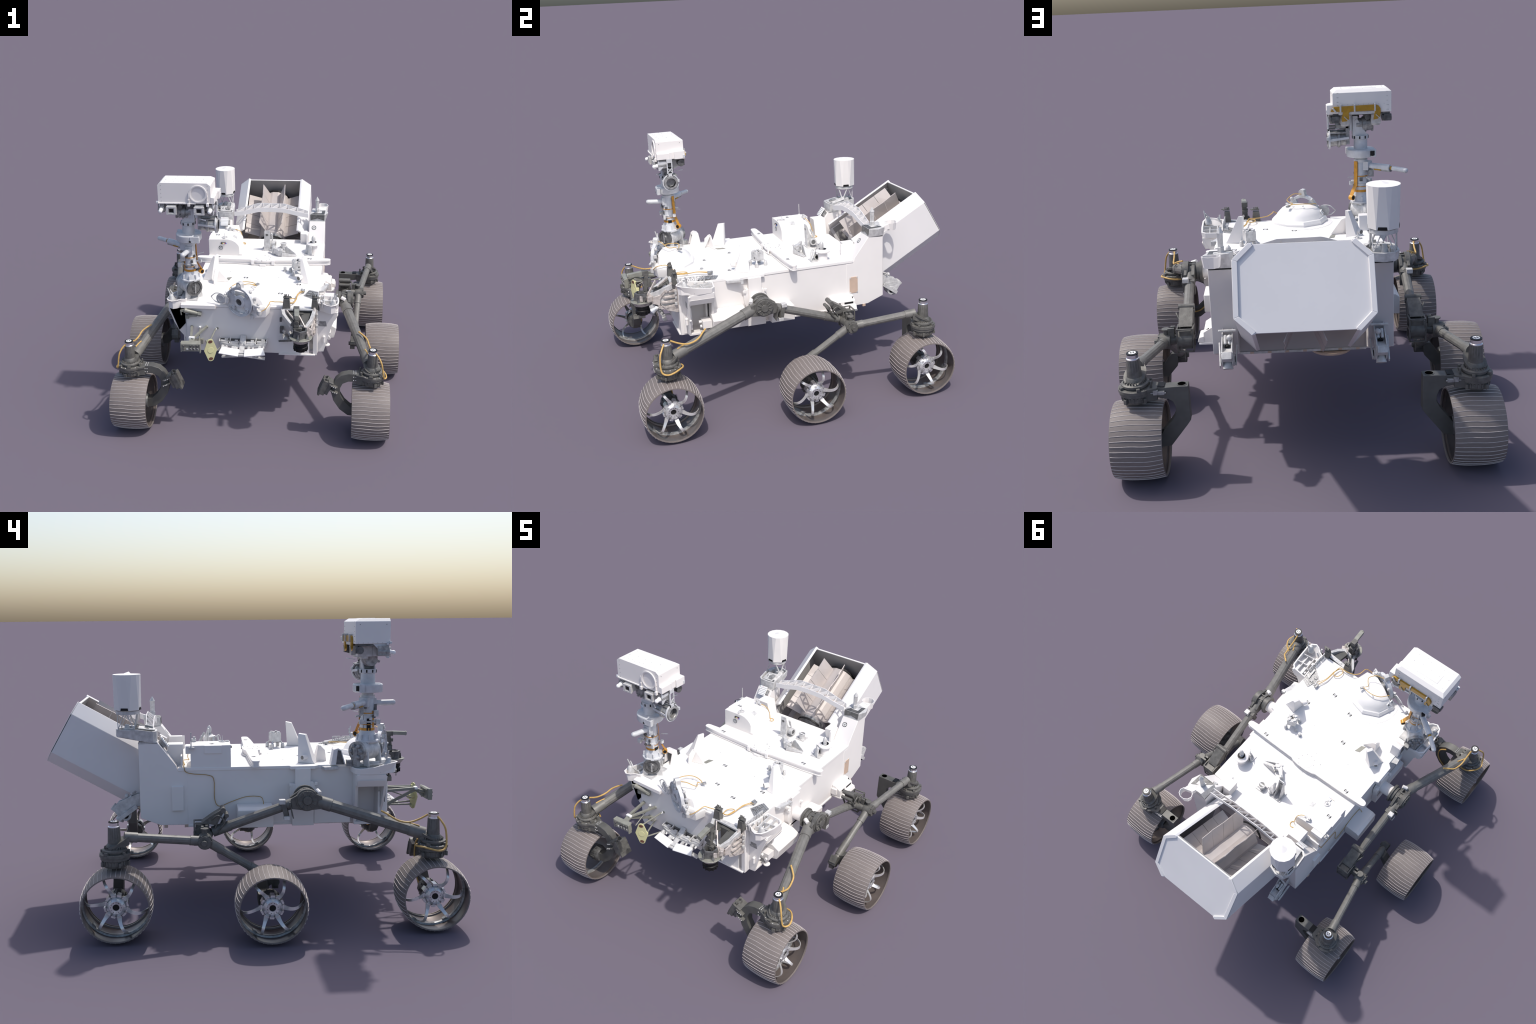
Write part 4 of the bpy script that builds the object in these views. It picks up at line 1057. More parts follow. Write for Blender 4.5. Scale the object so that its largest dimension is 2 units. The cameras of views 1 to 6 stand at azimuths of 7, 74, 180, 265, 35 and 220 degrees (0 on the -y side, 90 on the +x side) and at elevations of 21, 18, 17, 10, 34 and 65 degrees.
q.ring((MX, MY, 0.983), (MX, MY, 0.988), 0.0365, 0.034); q.ring((MX, MY, 0.928), (MX, MY, 0.932), 0.0368, 0.034); q.ring((MX, MY, 0.900), (MX, MY, 0.913), 0.0364, 0.034)
q.box((-0.386, -0.607, 0.955), (0.012, 0.012, 0.08), Matrix.Rotation(0.7, 3, "Z"))
q.ring((-0.304, -0.545, 0.884), (-0.3065, -0.5425, 0.884), 0.015, 0.009) if False else q.lathe([(0.0, -0.011), (0.014, -0.011), (0.014, 0.011), (0.0, 0.011)], (-0.309, -0.544, 0.876), sd, 14)
q.done()
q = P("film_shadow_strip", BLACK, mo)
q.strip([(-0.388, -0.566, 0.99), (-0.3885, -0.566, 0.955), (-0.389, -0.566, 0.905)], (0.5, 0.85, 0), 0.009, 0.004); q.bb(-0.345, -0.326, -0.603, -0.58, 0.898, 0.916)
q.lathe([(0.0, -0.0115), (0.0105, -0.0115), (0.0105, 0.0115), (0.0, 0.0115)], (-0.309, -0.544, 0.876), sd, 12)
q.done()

# ------------------------------------------------------------------ mast head
h = P("mast_head", WHITE, bevel=0.0012)
x0, x1, y0, y1, z0, z1 = -0.512, -0.216, -0.659, -0.494, 1.323, 1.440
def lay(dx0, dx1, dy1, z): return [V((x0 + dx0, y0, z)), V((x1 - dx1, y0, z)), V((x1 - dx1, y1 - dy1, z)), V((x0 + dx0, y1 - dy1, z))]
h.loft([lay(0, 0, 0, z0), lay(0, 0, 0, 1.4255), lay(0.0165, 0.020, 0.020, z1)])
h.prism([(-0.2162, -0.660, 1.322), (-0.197, -0.660, 1.322), (-0.1965, -0.660, 1.357), (-0.2162, -0.660, 1.360)], (0, 0.075, 0))
h.prism([(-0.2162, -0.586, 1.322), (-0.1955, -0.586, 1.322), (-0.1945, -0.586, 1.362), (-0.2162, -0.586, 1.365)], (0, 0.030, 0))
h.prism([(-0.2162, -0.557, 1.320), (-0.186, -0.557, 1.320), (-0.1855, -0.557, 1.366), (-0.2162, -0.557, 1.367)], (0, 0.064, 0))
h.bb(-0.514, -0.30, -0.664, -0.655, 1.320, 1.327)
h.bb(-0.44, -0.30, -0.60, -0.54, 1.439, 1.4415)
ho = h.done()
q = P("head_window", WHITE, ho, bevel=0.0008, smooth=35)
wc = V((-0.2865, -0.659, 1.378))
q.ring(wc, wc + V((0, -0.006, 0)), 0.0505, 0.043, 36); q.ring(wc + V((0, -0.002, 0)), wc + V((0, -0.004, 0)), 0.044, 0.0385, 36)
q.prism([(-0.340, -0.658, 1.318), (-0.333, -0.658, 1.318), (-0.335, -0.658, 1.375), (-0.3385, -0.658, 1.39)], (0, -0.008, 0))
q.prism([(-0.240, -0.658, 1.318), (-0.233, -0.658, 1.318), (-0.2345, -0.658, 1.39), (-0.238, -0.658, 1.375)], (0, -0.008, 0))
q.box((-0.3385, -0.664, 1.318), (0.014, 0.014, 0.018)); q.box((-0.234, -0.664, 1.318), (0.014, 0.014, 0.018)); q.box((-0.338, -0.664, 1.345), (0.010, 0.008, 0.010))
q.done()
q = P("head_rivet", RIVET, ho, kind="stuff")
for i in range(5):
    z = 1.335 + i * 0.0225
    for p, n in (((-0.493, y0, z), (0, -1, 0)), ((-0.232, y0, z), (0, -1, 0)), ((-0.490, y1, z), (0, 1, 0)), ((-0.244, y1, z), (0, 1, 0)), ((-0.239, y1, z), (0, 1, 0)) if i > 1 else ((-0.496, y1, z), (0, 1, 0))):
        q.cyl(V(p) - V(n) * 0.001, V(p) + V(n) * 0.0012, 0.0016, n=8)
for i in range(10):
    x = -0.475 + i * 0.026
    q.cyl((x, y1 - 0.001, 1.3655), (x, y1 + 0.0012, 1.3655), 0.0013, n=6); q.cyl((x, y0 - 0.0055 if x > -0.3 else y0 - 0.005, 1.3235), (x, y0 - 0.0065, 1.3235), 0.0012, n=6)
    for yy in (-0.64, -0.595, -0.535):
        if i % 2 == 0 or yy < -0.6: q.cyl((x, yy + 0.006 * (i % 3), 1.439), (x, yy + 0.006 * (i % 3), 1.4425 if yy == -0.595 else 1.4408), 0.0013, n=6)
for yy in (-0.64, -0.515):
    q.cyl((x0 - 0.001, yy, 1.412), (x0 + 0.002, yy, 1.412), 0.0022, n=8); q.cyl((x1 - 0.002, yy, 1.412), (x1 + 0.001, yy, 1.412), 0.0022, n=8)
for i in range(7):
    q.cyl((x0 - 0.001, -0.645 + i * 0.023, 1.327), (x0 + 0.001, -0.645 + i * 0.023, 1.327), 0.0014, n=6)
q.done()
# film straps on the back of the head
q = P("head_film", KAPTON, ho, bevel=0.0008)
pts = [(-0.205, 1.334), (-0.210, 1.347), (-0.222, 1.358), (-0.43, 1.362), (-0.446, 1.357), (-0.456, 1.343), (-0.4575, 1.325), (-0.452, 1.300), (-0.44, 1.290), (-0.421, 1.287), (-0.424, 1.31), (-0.43, 1.333), (-0.305, 1.332), (-0.296, 1.325), (-0.298, 1.295), (-0.285, 1.284), (-0.262, 1.282), (-0.259, 1.300), (-0.268, 1.33), (-0.25, 1.333)]
q.prism([(x, y1 - 0.001, z) for x, z in pts], (0, 0.0105, 0))
q.done()
q = P("strap_clip", OFFW, ho, bevel=0.0008)
for x in (-0.2545, -0.3255, -0.428):
    q.bb(x - 0.004, x + 0.004, y1 - 0.001, y1 + 0.016, 1.330, 1.368)
q.beam((-0.215, y1 + 0.012, 1.352), (-0.232, y1 + 0.012, 1.33), 0.008, 0.008)
q.beam((-0.272, y1 + 0.012, 1.308), (-0.295, y1 + 0.012, 1.285), 0.004, 0.003); q.beam((-0.432, y1 + 0.012, 1.313), (-0.456, y1 + 0.012, 1.290), 0.004, 0.003)
q.bb(-0.44, -0.245, y1 - 0.004, y1 + 0.004, 1.316, 1.330)
q.done()
# cameras slung beneath
q = P("head_underplate", MECHD, ho, bevel=0.001)
q.bb(-0.505, -0.200, -0.650, -0.500, 1.312, 1.324)
q.cyl((-0.252, -0.516, 1.291), (-0.203, -0.516, 1.291), 0.0205, n=16); q.cyl((-0.514, -0.516, 1.293), (-0.466, -0.516, 1.293), 0.018, n=16); q.bb(-0.247, -0.212, -0.505, -0.494, 1.275, 1.31); q.bb(-0.51, -0.475, -0.505, -0.494, 1.278, 1.312)
q.bb(-0.36, -0.318, -0.64, -0.60, 1.285, 1.315); q.bb(-0.45, -0.40, -0.62, -0.56, 1.285, 1.315); q.bb(-0.26, -0.22, -0.63, -0.57, 1.28, 1.315)
q.cyl((-0.395, -0.64, 1.295), (-0.395, -0.53, 1.295), 0.014, n=12)
q.done()
for xa, xb in ((-0.467, -0.409), (-0.311, -0.253)):
    xc = (xa + xb) / 2
    q = P("stereo_camera", OFFW, ho, bevel=0.0012)
    for a, b, c, d in ((xa, xb, 1.260, 1.270), (xa, xb, 1.297, 1.306), (xa, xa + 0.013, 1.27, 1.297), (xb - 0.013, xb, 1.27, 1.297)):
        q.bb(a, b, -0.674, -0.662, c, d)
    q.bb(xa + 0.004, xb - 0.004, -0.663, -0.585, 1.263, 1.312)
    q.bb(xa + 0.006, xb - 0.004, -0.585, -0.515, 1.262, 1.316)
    q.cyl((xc, -0.55, 1.264), (xc, -0.55, 1.252), 0.022, n=16)
    q.done()
    q = P("camera_glass", MECH, ho); q.bb(xc - 0.017, xc + 0.017, -0.666, -0.660, 1.269, 1.298); q.done()
    q = P("camera_glass", BLACK, ho); q.bb(xc - 0.012, xc + 0.010, -0.667, -0.660, 1.273, 1.292); q.done()
for x in (-0.498, -0.222):
    q = P("navigation_camera", MECH, ho, smooth=35); q.cyl((x, -0.655, 1.284), (x, -0.60, 1.288), 0.020, n=18); q.bb(x - 0.018, x + 0.018, -0.652, -0.600, 1.268, 1.3135); q.done()
    q = P("camera_cap", MARKW, ho, smooth=40); q.ball((x, -0.677, 1.281), 0.0115, 16); q.cyl((x, -0.674, 1.282), (x, -0.655, 1.284), 0.009, 0.013, n=14); q.done()
q = P("head_bracket", MASTG, ho, bevel=0.0008)
for x in (-0.5085, -0.2085):
    q.prism([(x, -0.578, 1.322), (x, -0.655, 1.322), (x, -0.655, 1.256), (x, -0.645, 1.256)], (0.005, 0, 0))
q.box((-0.5165, -0.658, 1.328), (0.012, 0.012, 0.012)); q.box((-0.5165, -0.645, 1.322), (0.010, 0.01, 0.01)); q.box((-0.189, -0.50, 1.335), (0.012, 0.012, 0.016))
q.done()
# neck: wedge bracket, elevation drive and folded optics barrel
q = P("neck_bracket", MASTG, mo, bevel=0.001)
for y in (MY - 0.030, MY + 0.024):
    q.prism([(-0.398, y, 1.198), (-0.328, y, 1.198), (-0.331, y, 1.275), (-0.340, y, 1.285), (-0.348, y, 1.280)], (0, 0.007, 0))
q.bb(-0.3475, -0.3205, MY - 0.0285, MY + 0.0285, 1.1985, 1.30)
q.bb(-0.3175, -0.302, MY - 0.027, MY + 0.027, 1.225, 1.3115)
q.done()
q = P("elevation_drive", MECH, mo, smooth=30)
q.lathe([(0.0, 0), (0.028, 0), (0.034, 0.006), (0.034, 0.03), (0.040, 0.032), (0.040, 0.052), (0.033, 0.056), (0.033, 0.085), (0, 0.085)], (-0.425, MY, 1.253), (1, 0, 0), 20)
q.lathe([(0.0, -0.004), (0.030, -0.004), (0.030, 0.004), (0, 0.004)], (-0.425, MY - 0.002, 1.245), (1, 0, 0), 20)
for k in range(3): q.cyl((-0.40 + k * 0.02, MY - 0.036, 1.24), (-0.40 + k * 0.02, MY - 0.048, 1.235), 0.007, n=10)
q.done()
q = P("optics_barrel", MECH, mo, smooth=30)
oc = V((-0.19, -0.588, 1.180)); ox = V((-1, 0, 0))
q.lathe([(0.028, 0), (0.040, 0), (0.042, 0.008), (0.038, 0.014), (0.036, 0.05), (0.043, 0.055), (0.043, 0.066), (0.034, 0.07), (0.034, 0.098), (0.0, 0.098), (0.0, 0.03), (0.028, 0.028)], oc, ox, 28)
for z in (1.213, 1.222, 1.235, 1.248): q.cyl((-0.20, -0.60, z), (-0.300, -0.60, z), 0.0055, n=8)
q.bb(-0.285, -0.205, -0.615, -0.545, 1.214, 1.220); q.bb(-0.30, -0.235, -0.62, -0.56, 1.238, 1.258)
q.bb(-0.305, -0.285, -0.61, -0.56, 1.155, 1.26)
q.done()
q = P("barrel_bracket", MASTG, mo, bevel=0.0008)
for y in (-0.606, -0.578):
    q.bb(-0.200, -0.192, y, y + 0.006, 1.218, 1.322)
q.bb(-0.200, -0.192, -0.606, -0.572, 1.216, 1.236); q.bb(-0.199, -0.193, -0.606, -0.572, 1.30, 1.322)
for k in (0, 1): q.beam((-0.196, -0.603 + k * 0.03, 1.24), (-0.196, -0.573 - k * 0.03, 1.27), 0.004, 0.004)
q.ring((-0.205, -0.588, 1.180), (-0.196, -0.588, 1.180), 0.050, 0.044, 28)
for s in (-1, 1): q.beam((-0.196, -0.588 + s * 0.047, 1.18), (-0.30, -0.588 + s * 0.040, 1.19), 0.004, 0.012)
q.cyl((-0.29, -0.63, 1.225), (-0.25, -0.66, 1.226), 0.004, n=8); q.beam((-0.25, -0.545, 1.24), (-0.23, -0.505, 1.245), 0.005, 0.004)
q.box((-0.192, -0.543, 1.19), (0.012, 0.012, 0.016))
q.done()

# ================================================================== SAMPLE DOME (bit carousel)
dm = P("carousel_dome", DECKW, bevel=0.002)
dc = V((-0.043, -0.655, 0))
foot = [(0.141, 0.05), (0.152, -0.02), (0.13, -0.10), (0.06, -0.135), (-0.05, -0.12), (-0.12, -0.07), (-0.138, 0.0), (-0.098, 0.095), (-0.008, 0.138), (0.075, 0.115)]
rn = V((-0.46, -0.888, 0)).normalized(); rc = V((-0.060, -0.733, 0.772))
def lvl(k, z, dy=0.0):
    o = []
    for x, y in foot:
        p = V((dc.x + x * k * 1.05, dc.y + y * k * 1.05 + dy, z)); e = (p - rc).dot(rn) + (0.014 if z < 0.7595 else 0.030)
        o.append(p - rn * max(0, e))
    return o
dm.loft([lvl(0.95, 0.690), lvl(1.0, 0.728), lvl(1.0, 0.744), lvl(0.93, 0.757), lvl(0.88, 0.7594), lvl(0.87, 0.761), lvl(0.80, 0.780), lvl(0.70, 0.797, -0.004), lvl(0.56, 0.810, -0.006), lvl(0.38, 0.818, -0.008), lvl(0.20, 0.822, -0.010), lvl(0.06, 0.823, -0.010)])
rx = V((-rn.y, rn.x, 0)); rz_ = V((0, 0, 1))
dmo = dm.done()
q = P("dome_apron", PANEL, dmo); q.prism([(-0.043 + 0.166 * cos(2 * pi * k / 48), max(-0.688, -0.630 + 0.166 * sin(2 * pi * k / 48)), 0.731) for k in range(48) if -0.630 + 0.166 * sin(2 * pi * k / 48) > -0.70], (0, 0, 0.0022)); q.done()
q = P("dome_rib", OFFW, dmo)
for off_ in (0.052, 0.064):
    q.sweep([rc - rn * off_ + rx * (0.118 * cos(radians(a_))) + rz_ * (-0.020 + 0.066 * sin(radians(a_))) for a_ in range(0, 181, 15)], 0.0022)
q.box(dc + V((0.055, 0.075, 0.783)), (0.012, 0.004, 0.008)); q.ball(dc + V((-0.01, 0.05, 0.826)), 0.004, 8)
q.done()
def RP(a, b, d=0.0): return rc + rx * a + rz_ * b + rn * d
q = P("carousel_ring", MASTG, bevel=0.0015, smooth=35)
q.ring(rc - rn * 0.012, rc + rn * 0.004, 0.0885, 0.072, 44)
q.ring(rc + rn * 0.003, rc + rn * 0.009, 0.0885, 0.0825, 44)
q.lathe([(0.020, 0.002), (0.020, 0.012), (0.036, 0.009), (0.036, -0.01)], rc + rx * 0.0, rn, 24)
# web spider: two kidney openings at top and bottom
for sgn in (1, -1):
    poly = []
    for i in range(13):
        a = radians(-40 + 80 * i / 12) + (0 if sgn > 0 else pi)
        poly.append((cos(a) * 0.074, sin(a) * 0.074))
    for i in range(13):
        a = radians(50 - 100 * i / 12) + (0 if sgn > 0 else pi)
        poly.append((cos(a) * 0.030, sin(a) * 0.030))
    q.prism([RP(a, b, -0.006) for a, b in poly], rn * 0.008)
for ax, bz in ((0.050, 0.045), (-0.050, 0.045), (0.050, -0.045), (-0.050, -0.045)):
    q.cyl(RP(ax, bz, -0.01), RP(ax, bz, 0.004), 0.0165, n=18); q.ring(RP(ax, bz, 0.004), RP(ax, bz, 0.009), 0.0125, 0.009, 16)
rgo = q.done()
q = P("carousel_recess", MECH, rgo, smooth=30)
q.prism([RP(0.071 * cos(radians(a_)), 0.071 * sin(radians(a_)), -0.026) for a_ in range(-190, 11, 10)], rn * 0.004); q.cyl(rc - rn * 0.028, rc - rn * 0.006, 0.030, n=24)
q.done()
q = P("carousel_bore", MECHD, rgo)
for k in range(6):
    a = pi * k / 3
    q.cyl(RP(0.011 * cos(a), 0.011 * sin(a), -0.01), RP(0.011 * cos(a), 0.011 * sin(a), 0.0035), 0.009, n=12)
q.cyl(rc - rn * 0.01, rc + rn * 0.0032, 0.012, n=14)
q.done()
q = P("carousel_cover", OFFW, rgo, smooth=35)
cc_ = RP(0.112, 0.02, -0.006) if False else V((-0.171, -0.703, 0.775))
hx = rx if rx.x < 0 else -rx
cn = V((-0.35, -0.93, 0.1)).normalized(); cx_ = V((-0.93, 0.36, 0.05)).normalized(); cy_ = cn.cross(cx_).normalized()
q.cyl(cc_ - cn * 0.002, cc_ + cn * 0.003, 0.030, n=28); q.ring(cc_ + cn * 0.003, cc_ + cn * 0.005, 0.022, 0.018, 24)
q.sweep([cc_ + cy_ * 0.029, cc_ + cx_ * 0.035 + cy_ * 0.024, cc_ + cx_ * 0.062 + cy_ * 0.004, cc_ + cx_ * 0.060 - cy_ * 0.004, cc_ + cx_ * 0.035 - cy_ * 0.026, cc_ - cy_ * 0.029], 0.0028, 8)
q.beam(cc_ - cx_ * 0.02, cc_ - cx_ * 0.05, 0.03, 0.012, cn)
q.box(cc_ - cx_ * 0.034, (0.012, 0.014, 0.05))
q.done()
q = P("ring_latch", OFFW, rgo, bevel=0.0012)
q.prism([RP(-0.020, 0.082, -0.02), RP(0.020, 0.082, -0.02), RP(0.016, 0.112, -0.02), RP(0.006, 0.121, -0.02), RP(-0.012, 0.118, -0.02)], rn * 0.030)
q.cyl(RP(0, 0.10, 0.01), RP(0, 0.102, 0.016), 0.010, n=14)
for ax, bz in ((0.062, 0.062), (-0.062, 0.062)):
    q.ball(RP(ax, bz + 0.004, -0.018), 0.010, 10)
rgt = V((1, 0, 0)) if rx.x > 0 else V((-1, 0, 0))
sg = 1 if rx.x > 0 else -1
q.box(RP(sg * 0.098, -0.01, -0.01), (0.02, 0.03, 0.03)); q.box(RP(sg * 0.104, -0.036, -0.012), (0.024, 0.02, 0.022)); q.cyl(RP(sg * 0.09, 0.0, 0), RP(sg * 0.135, -0.004, 0), 0.006, n=10)
q.cyl(RP(sg * 0.125, -0.055, -0.01), RP(sg * 0.125, -0.030, -0.01), 0.012, n=12); q.ball(RP(sg * 0.118, 0.006, -0.012), 0.009, 8); q.box(RP(sg * 0.075, -0.078, -0.01), (0.02, 0.02, 0.024)); q.box(RP(sg * 0.09, 0.03, -0.02), (0.016, 0.02, 0.018))
q.done()
q = P("dome_marker", MARKW, dmo); mk = P("dome_marker_square", MARKB, dmo, kind="stuff")
for dx, dy, dz in ((-0.108, 0.022, 0.778), (-0.112, -0.006, 0.778)):
    c = V((dc.x + dx, dc.y + dy, dz)); n = V((-0.86, 0.0, 0.5)).normalized(); t = V((0, 1, 0)); u2_ = n.cross(t)
    q.prism([c + t * a * 0.011 + u2_ * b * 0.011 for a, b in ((-1, -1), (1, -1), (1, 1), (-1, 1))], n * 0.006)
    mk.ring(c + n * 0.006, c + n * 0.0068, 0.0075, 0.0035, 4, pi / 4)
q.done(); mk.done()
q = P("dome_cable", CABLE, dmo)
q.sweep([RP(0, 0.095, -0.018), (-0.010, -0.706, 0.872), (0.018, -0.690, 0.858), (0.030, -0.672, 0.846), (0.014, -0.648, 0.838), (0.002, -0.632, 0.836), (0.014, -0.620, 0.832)], 0.0023)
q.sweep([(0.024, -0.616, 0.830), (0.004, -0.606, 0.836), (-0.030, -0.600, 0.839), (-0.065, -0.604, 0.838), (-0.098, -0.622, 0.832), (-0.120, -0.652, 0.826), (-0.128, -0.670, 0.818)], 0.0023)
q.done()
q = P("cable_plug", MECH, dmo, bevel=0.0008)
q.box((0.026, -0.608, 0.828), (0.014, 0.026, 0.010), Matrix.Rotation(-0.6, 3, "Z")); q.box((0.274, -0.488, 0.746), (0.012, 0.03, 0.010)); q.box((0.288, -0.492, 0.746), (0.010, 0.028, 0.010)); q.box((0.281, -0.49, 0.737), (0.012, 0.012, 0.010))
q.done()
q = P("deck_cable", CABLE, dmo)
q.sweep([(0.062, -0.778, 0.735), (0.085, -0.775, 0.748), (0.105, -0.757, 0.766), (0.112, -0.712, 0.770), (0.135, -0.692, 0.760), (0.162, -0.682, 0.756), (0.200, -0.678, 0.752), (0.236, -0.678, 0.752), (0.246, -0.650, 0.752), (0.246, -0.622, 0.750), (0.233, -0.612, 0.748), (0.214, -0.622, 0.747), (0.206, -0.648, 0.747), (0.212, -0.672, 0.746), (0.235, -0.672, 0.746), (0.248, -0.640, 0.746), (0.250, -0.600, 0.747), (0.254, -0.555, 0.750), (0.273, -0.503, 0.748)], 0.0025)
q.sweep([(0.24, -0.665, 0.7485), (0.252, -0.63, 0.749), (0.258, -0.56, 0.750), (0.287, -0.506, 0.748)], 0.0017)
q.done()

# ================================================================== DECK EQUIPMENT
# transverse antenna beam
q = P("cross_beam", WHITE, bevel=0.0012)
def beamo(k): 
    o = []
    for x, w0, w1 in ((-0.428, -0.036, -0.028), (-0.424, -0.046, -0.019), (-0.410, -0.052, -0.014), (-0.30, -0.061, -0.010), (-0.085, -0.069, -0.006), (-0.068, -0.078, 0.002), (-0.040, -0.080, 0.006), (-0.030, -0.084, 0.008)):
        o.append((x, w0, w1))
    o = o + [(-x, a, b) for x, a, b in o[::-1]]
    return [V((x, -0.033 + (a + 0.033) * k, 0)) for x, a, b in o] + [V((x, -0.033 + (b + 0.033) * k, 0)) for x, a, b in o[::-1]]
q.prism([p + V((0, 0, 0.757)) for p in beamo(1.0)], (0, 0, 0.010))
q.prism([p + V((0, 0, 0.738)) for p in beamo(0.80)], (0, 0, 0.020))
q.prism([p + V((0, 0, 0.734)) for p in beamo(1.0)], (0, 0, 0.006))
for x in (-0.4, -0.2, 0.2, 0.4): q.bb(x - 0.01, x + 0.01, -0.05, -0.016, 0.73, 0.74)
for x in (-0.075, 0.055): q.bb(x, x + 0.02, -0.082, -0.075, 0.737, 0.766)
q.cyl((0, -0.036, 0.766), (0, -0.036, 0.7682), 0.040, n=28)
q.bb(-0.02, 0.02, -0.095, -0.075, 0.733, 0.742)
xo = q.done()
marks(xo, [((-0.293, -0.032, 0.767), (0, 0, 1), (0.2, 1, 0)), ((0.295, -0.031, 0.767), (0, 0, 1), (0.2, 1, 0))], 0.0130)

# instrument box at the left rear of the deck
q = P("instrument_box", WHITE, bevel=0.0015)
fr = [(-0.374, 0.725), (-0.374, 0.840), (-0.250, 0.843), (-0.222, 0.838), (-0.196, 0.824), (-0.180, 0.806), (-0.172, 0.792), (-0.172, 0.725)]
q.prism([(x, 0.086, z) for x, z in fr], (0, 0.196, 0))
q.bb(-0.373, -0.30, 0.25, 0.306, 0.80, 0.838)
q.bb(-0.379, -0.370, 0.130, 0.215, 0.800, 0.8395)
q.bb(-0.178, -0.155, 0.084, 0.106, 0.730, 0.745)
ibo = q.done()
marks(ibo, [((-0.3265, 0.176, 0.8412), (0, 0, 1), (0.15, 1, 0))], 0.0128)
marks(ibo, [((-0.295, 0.0855, 0.784), (0, -1, 0), (0, 0, 1))], 0.0135, "window")
q = P("box_socket", OFFW, ibo); q.prism([(-0.222, 0.156, 0.8385), (-0.197, 0.156, 0.8255), (-0.197, 0.186, 0.8255), (-0.222, 0.186, 0.8385)], (0.0006, 0, 0.0012)); q.done()
q = P("color_swatch", MARKB, ibo, kind="stuff"); q.bb(-0.293, -0.262, 0.078, 0.087, 0.8125, 0.822); q.done()
for i, mt in enumerate((MECHD, YEL, MARKW, RED, BLU)):
    q = P("color_swatch", mt, ibo); q.bb(-0.289 + i * 0.0068, -0.2825 + i * 0.0068, 0.0765, 0.079, 0.8135, 0.821); q.done()
q = P("sundial", OFFW, ibo, smooth=35)
q.ring((-0.272, 0.122, 0.842), (-0.272, 0.122, 0.846), 0.019, 0.013, 20); q.cyl((-0.272, 0.122, 0.842), (-0.272, 0.122, 0.849), 0.009, 0.006, n=12); q.cyl((-0.272, 0.122, 0.846), (-0.272, 0.122, 0.872), 0.0014, n=8)
q.box((-0.272, 0.098, 0.846), (0.012, 0.016, 0.006))
q.done()
q = P("whip_antenna", OFFW, ibo, smooth=35)
q.box((-0.385, 0.276, 0.829), (0.022, 0.026, 0.008)); q.cyl((-0.385, 0.278, 0.832), (-0.385, 0.278, 0.840), 0.012, 0.006, n=12); q.cyl((-0.385, 0.278, 0.838), (-0.385, 0.278, 0.906), 0.0024, n=8)
q.done()
q = P("plug_block", OFFW, ibo, bevel=0.0008)
q.box((-0.253, 0.266, 0.850), (0.026, 0.020, 0.014), Matrix.Rotation(0.4, 3, "Z")); q.box((-0.256, 0.262, 0.862), (0.012, 0.012, 0.012)); q.cyl((-0.243, 0.262, 0.852), (-0.222, 0.258, 0.852), 0.006, n=10)
q.done()
q = P("box_cable", CABLE, ibo)
q.sweep([(-0.228, 0.26, 0.852), (-0.205, 0.266, 0.846), (-0.185, 0.280, 0.825), (-0.178, 0.292, 0.785), (-0.176, 0.296, 0.752), (-0.165, 0.29, 0.738), (-0.158, 0.305, 0.736), (-0.17, 0.322, 0.736), (-0.20, 0.318, 0.735), (-0.30, 0.312, 0.735)], 0.0022)
q.done()

# upright guide fins
q = P("guide_fin", WHITE, bevel=0.0012)
q.loft([[V(p) for p in r] for r in (
    [(-0.345, -0.330, 0.733), (-0.285, -0.352, 0.733), (-0.250, -0.275, 0.733), (-0.300, -0.250, 0.733)],
    [(-0.335, -0.320, 0.748), (-0.285, -0.345, 0.748), (-0.252, -0.275, 0.748), (-0.300, -0.252, 0.748)],
    [(-0.281, -0.290, 0.870), (-0.268, -0.302, 0.872), (-0.250, -0.268, 0.876), (-0.264, -0.258, 0.874)])])
q.prism([(-0.259, -0.3735, 0.733), (-0.184, -0.355, 0.733), (-0.181, -0.352, 0.737), (-0.236, -0.362, 0.808), (-0.256, -0.366, 0.814)], (-0.0015, 0.006, 0))
q.prism([(-0.259, -0.402, 0.733), (-0.259, -0.345, 0.733), (-0.257, -0.362, 0.814), (-0.258, -0.394, 0.790)], (-0.006, 0, 0))
q.prism([(-0.262, -0.402, 0.733), (-0.250, -0.402, 0.733), (-0.236, -0.368, 0.806), (-0.258, -0.372, 0.812), (-0.262, -0.396, 0.788)], (0.001, 0.004, 0))
q.cyl((-0.306, -0.300, 0.762), (-0.328, -0.270, 0.762), 0.013, n=14)
q.done()
q = P("fin_plate", OLIVE, bevel=0.0005); q.prism([(-0.205, -0.345, 0.7325), (-0.180, -0.335, 0.7325), (-0.168, -0.285, 0.7325), (-0.196, -0.295, 0.7325)], (0, 0, 0.0015)); q.done()
q = P("guide_fin", WHITE, bevel=0.0012)
q.loft([[V(p) for p in r] for r in (
    [(0.258, -0.345, 0.733), (0.305, -0.353, 0.733), (0.348, -0.275, 0.733), (0.272, -0.262, 0.733)],
    [(0.260, -0.338, 0.745), (0.304, -0.347, 0.745), (0.340, -0.276, 0.745), (0.272, -0.265, 0.745)],
    [(0.252, -0.288, 0.862), (0.266, -0.292, 0.866), (0.278, -0.260, 0.872), (0.262, -0.256, 0.870)])])
q.cyl((0.262, -0.330, 0.765), (0.245, -0.352, 0.764), 0.0145, n=16)
gfo = q.done()
q = P("fin_bore", MECHD, gfo); q.cyl((0.247, -0.350, 0.764), (0.2444, -0.3532, 0.7638), 0.0115, n=16); q.done()
q = P("fin_bore", MECHD, gfo); q.cyl((-0.3265, -0.272, 0.762), (-0.3285, -0.2692, 0.762), 0.010, n=14); q.done()
